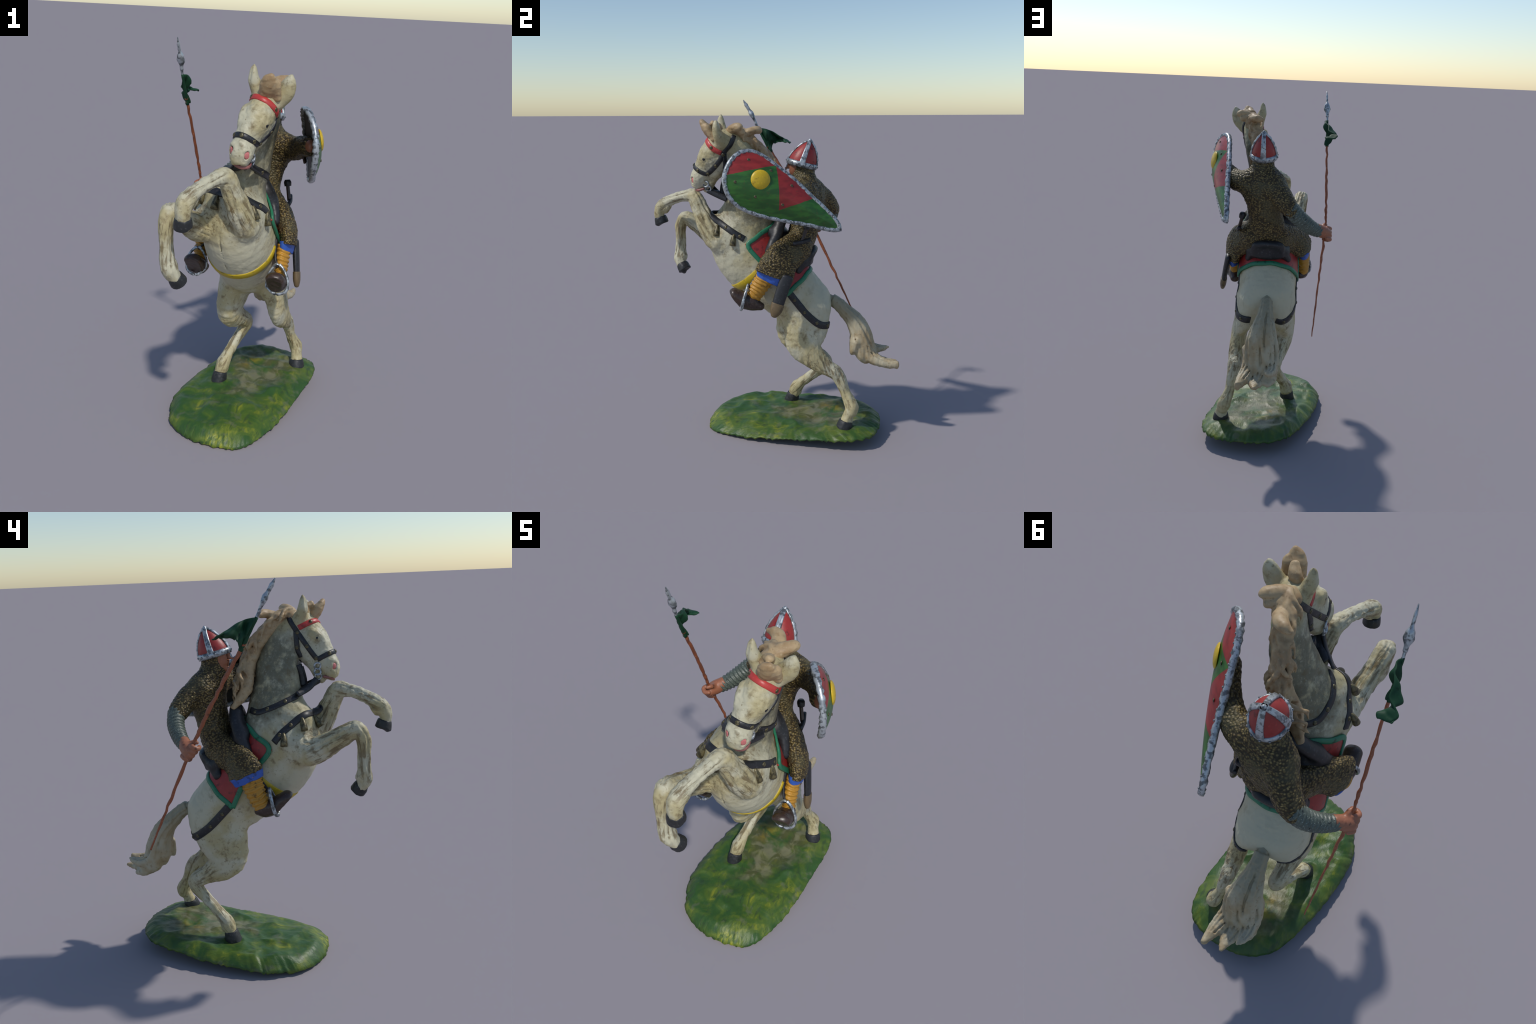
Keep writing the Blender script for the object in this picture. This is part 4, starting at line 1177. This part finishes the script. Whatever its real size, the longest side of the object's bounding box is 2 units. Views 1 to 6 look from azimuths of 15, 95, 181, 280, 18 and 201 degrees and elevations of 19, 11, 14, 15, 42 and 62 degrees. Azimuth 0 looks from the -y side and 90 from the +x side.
v[:, 2] += .006 * noise(v, 30, 9) * np.repeat(np.linspace(0, 1, len(top)), nt + 1)
for i in range(len(top) - 1):
    for j in range(nt):
        a = i * (nt + 1) + j
        f.append((a, a + 1, a + nt + 2, a + nt + 1))
me = mesh_from("pennon", v, f)
pn = link("pennon", me, FLAGGREEN, LANCE)
sd = pn.modifiers.new("thick", "SOLIDIFY"); sd.thickness = .008; sd.offset = 0
ss = pn.modifiers.new("sub", "SUBSURF"); ss.levels = ss.render_levels = 1

# --------------------------------------------------------------------- base
edge = [(-.335, -.24), (-.30, -.315), (-.19, -.39), (-.08, -.42), (.07, -.415), (.155, -.345), (.223, -.20), (.265, -.046), (.297, .126), (.327, .32), (.333, .45),
        (.295, .55), (.20, .605), (.10, .63), (.0, .632), (-.09, .61), (-.18, .54), (-.26, .385), (-.325, .18), (-.365, -.02), (-.366, -.13)]
edge = [(x, y + .012) for x, y in edge]
E2 = spline([(*p, 0) for p in edge] + [(*edge[0], 0)], 14)[:-1, :2]
cen = np.array([-0.01, 0.10])
rng = np.random.default_rng(9)
ne = len(E2)
jag = noise(np.c_[E2 * 40, np.zeros(ne)], 1, 4, 2)
tooth = np.abs(noise(np.c_[E2 * 60, np.zeros(ne)], 1, 14))


def base_bottom(y):
    return 0.066 * np.clip((y + .36) / .85, 0, 1) ** 0.9


v = []; f = []; nr2 = 44
prof = [(-0.0, 0.0)]
for i in range(nr2 + 1):
    u = i / nr2                    # 0 centre .. 1 rim
    for j in range(ne):
        p = cen + (E2[j] - cen) * u
        v.append((p[0], p[1], 0))
v = np.array(v); V = v.reshape(nr2 + 1, ne, 3)
# distance to the rim drives the rounded shoulder
dr = np.linalg.norm(E2 - cen, axis=1)[None, :] * (1 - np.linspace(0, 1, nr2 + 1))[:, None]
top = 0.095 + 0.058 * (V[..., 1] - .1) - 0.028 * V[..., 0] + 0.010 * noise(V.reshape(-1, 3), 8, 31, 1).reshape(dr.shape) - 0.012 * np.abs(noise(V.reshape(-1, 3), 11, 35, 1)).reshape(dr.shape) + 0.005 * noise(V.reshape(-1, 3), 24, 32, 2).reshape(dr.shape)
for cx, cy, r, h in ((-.12, -.22, .09, .012), (-.29, -.16, .06, .012), (.02, .30, .12, -.004), (-.16, .08, .06, .010), (.235, .43, .07, .004), (.06, -.10, .05, .008)):
    top += h * np.exp(-((V[..., 0] - cx) ** 2 + (V[..., 1] - cy) ** 2) / r ** 2)
bot = base_bottom(V[..., 1])
edge_z = bot + 0.006
k = np.clip((dr + .006) / (0.085 + 0.055 * np.clip(V[..., 0] / .25 + .3, 0, 1)), 0, 1)
V[..., 2] = edge_z + 0.004 + (top - edge_z) * np.clip(1 - (1 - k) ** 1.7, 0, 1)
rimmask = np.exp(-dr / .03)
V[..., 2] -= rimmask * 0.016 * tooth[None, :]
outw = (E2 - cen) / np.linalg.norm(E2 - cen, axis=1)[:, None]
V[..., :2] += (rimmask * (0.006 * jag))[..., None] * outw[None]
V[..., 2] = np.maximum(V[..., 2], 0.001)
under = V[-1].copy(); under[:, 2] = np.maximum(0, under[:, 2] - .008); under[:, :2] -= outw * .006
inner = cen + (E2 - cen) * .6
allv = np.vstack([V.reshape(-1, 3), under, np.c_[inner, base_bottom(inner[:, 1]) + .012], [[*cen, .045]]])
for i in range(nr2):
    for j in range(ne):
        q = (j + 1) % ne
        if i == 0:
            f.append((0, (i + 1) * ne + j, (i + 1) * ne + q))
        else:
            f.append((i * ne + j, (i + 1) * ne + j, (i + 1) * ne + q, i * ne + q))
o = (nr2 + 1) * ne
for j in range(ne):
    q = (j + 1) % ne
    f.append((nr2 * ne + j, o + j, o + q, nr2 * ne + q)); f.append((o + j, o + ne + j, o + ne + q, o + q)); f.append((o + ne + j, o + 2 * ne, o + ne + q))
me = bpy.data.meshes.new("base"); me.from_pydata([tuple(p) for p in allv], [], f)
bm = bmesh.new(); bm.from_mesh(me); bmesh.ops.remove_doubles(bm, verts=bm.verts, dist=1e-6)
bmesh.ops.delete(bm, geom=[x for x in bm.verts if not x.link_faces], context="VERTS")
bmesh.ops.recalc_face_normals(bm, faces=bm.faces); bm.to_mesh(me); bm.free()
link("base", me, GRASS)
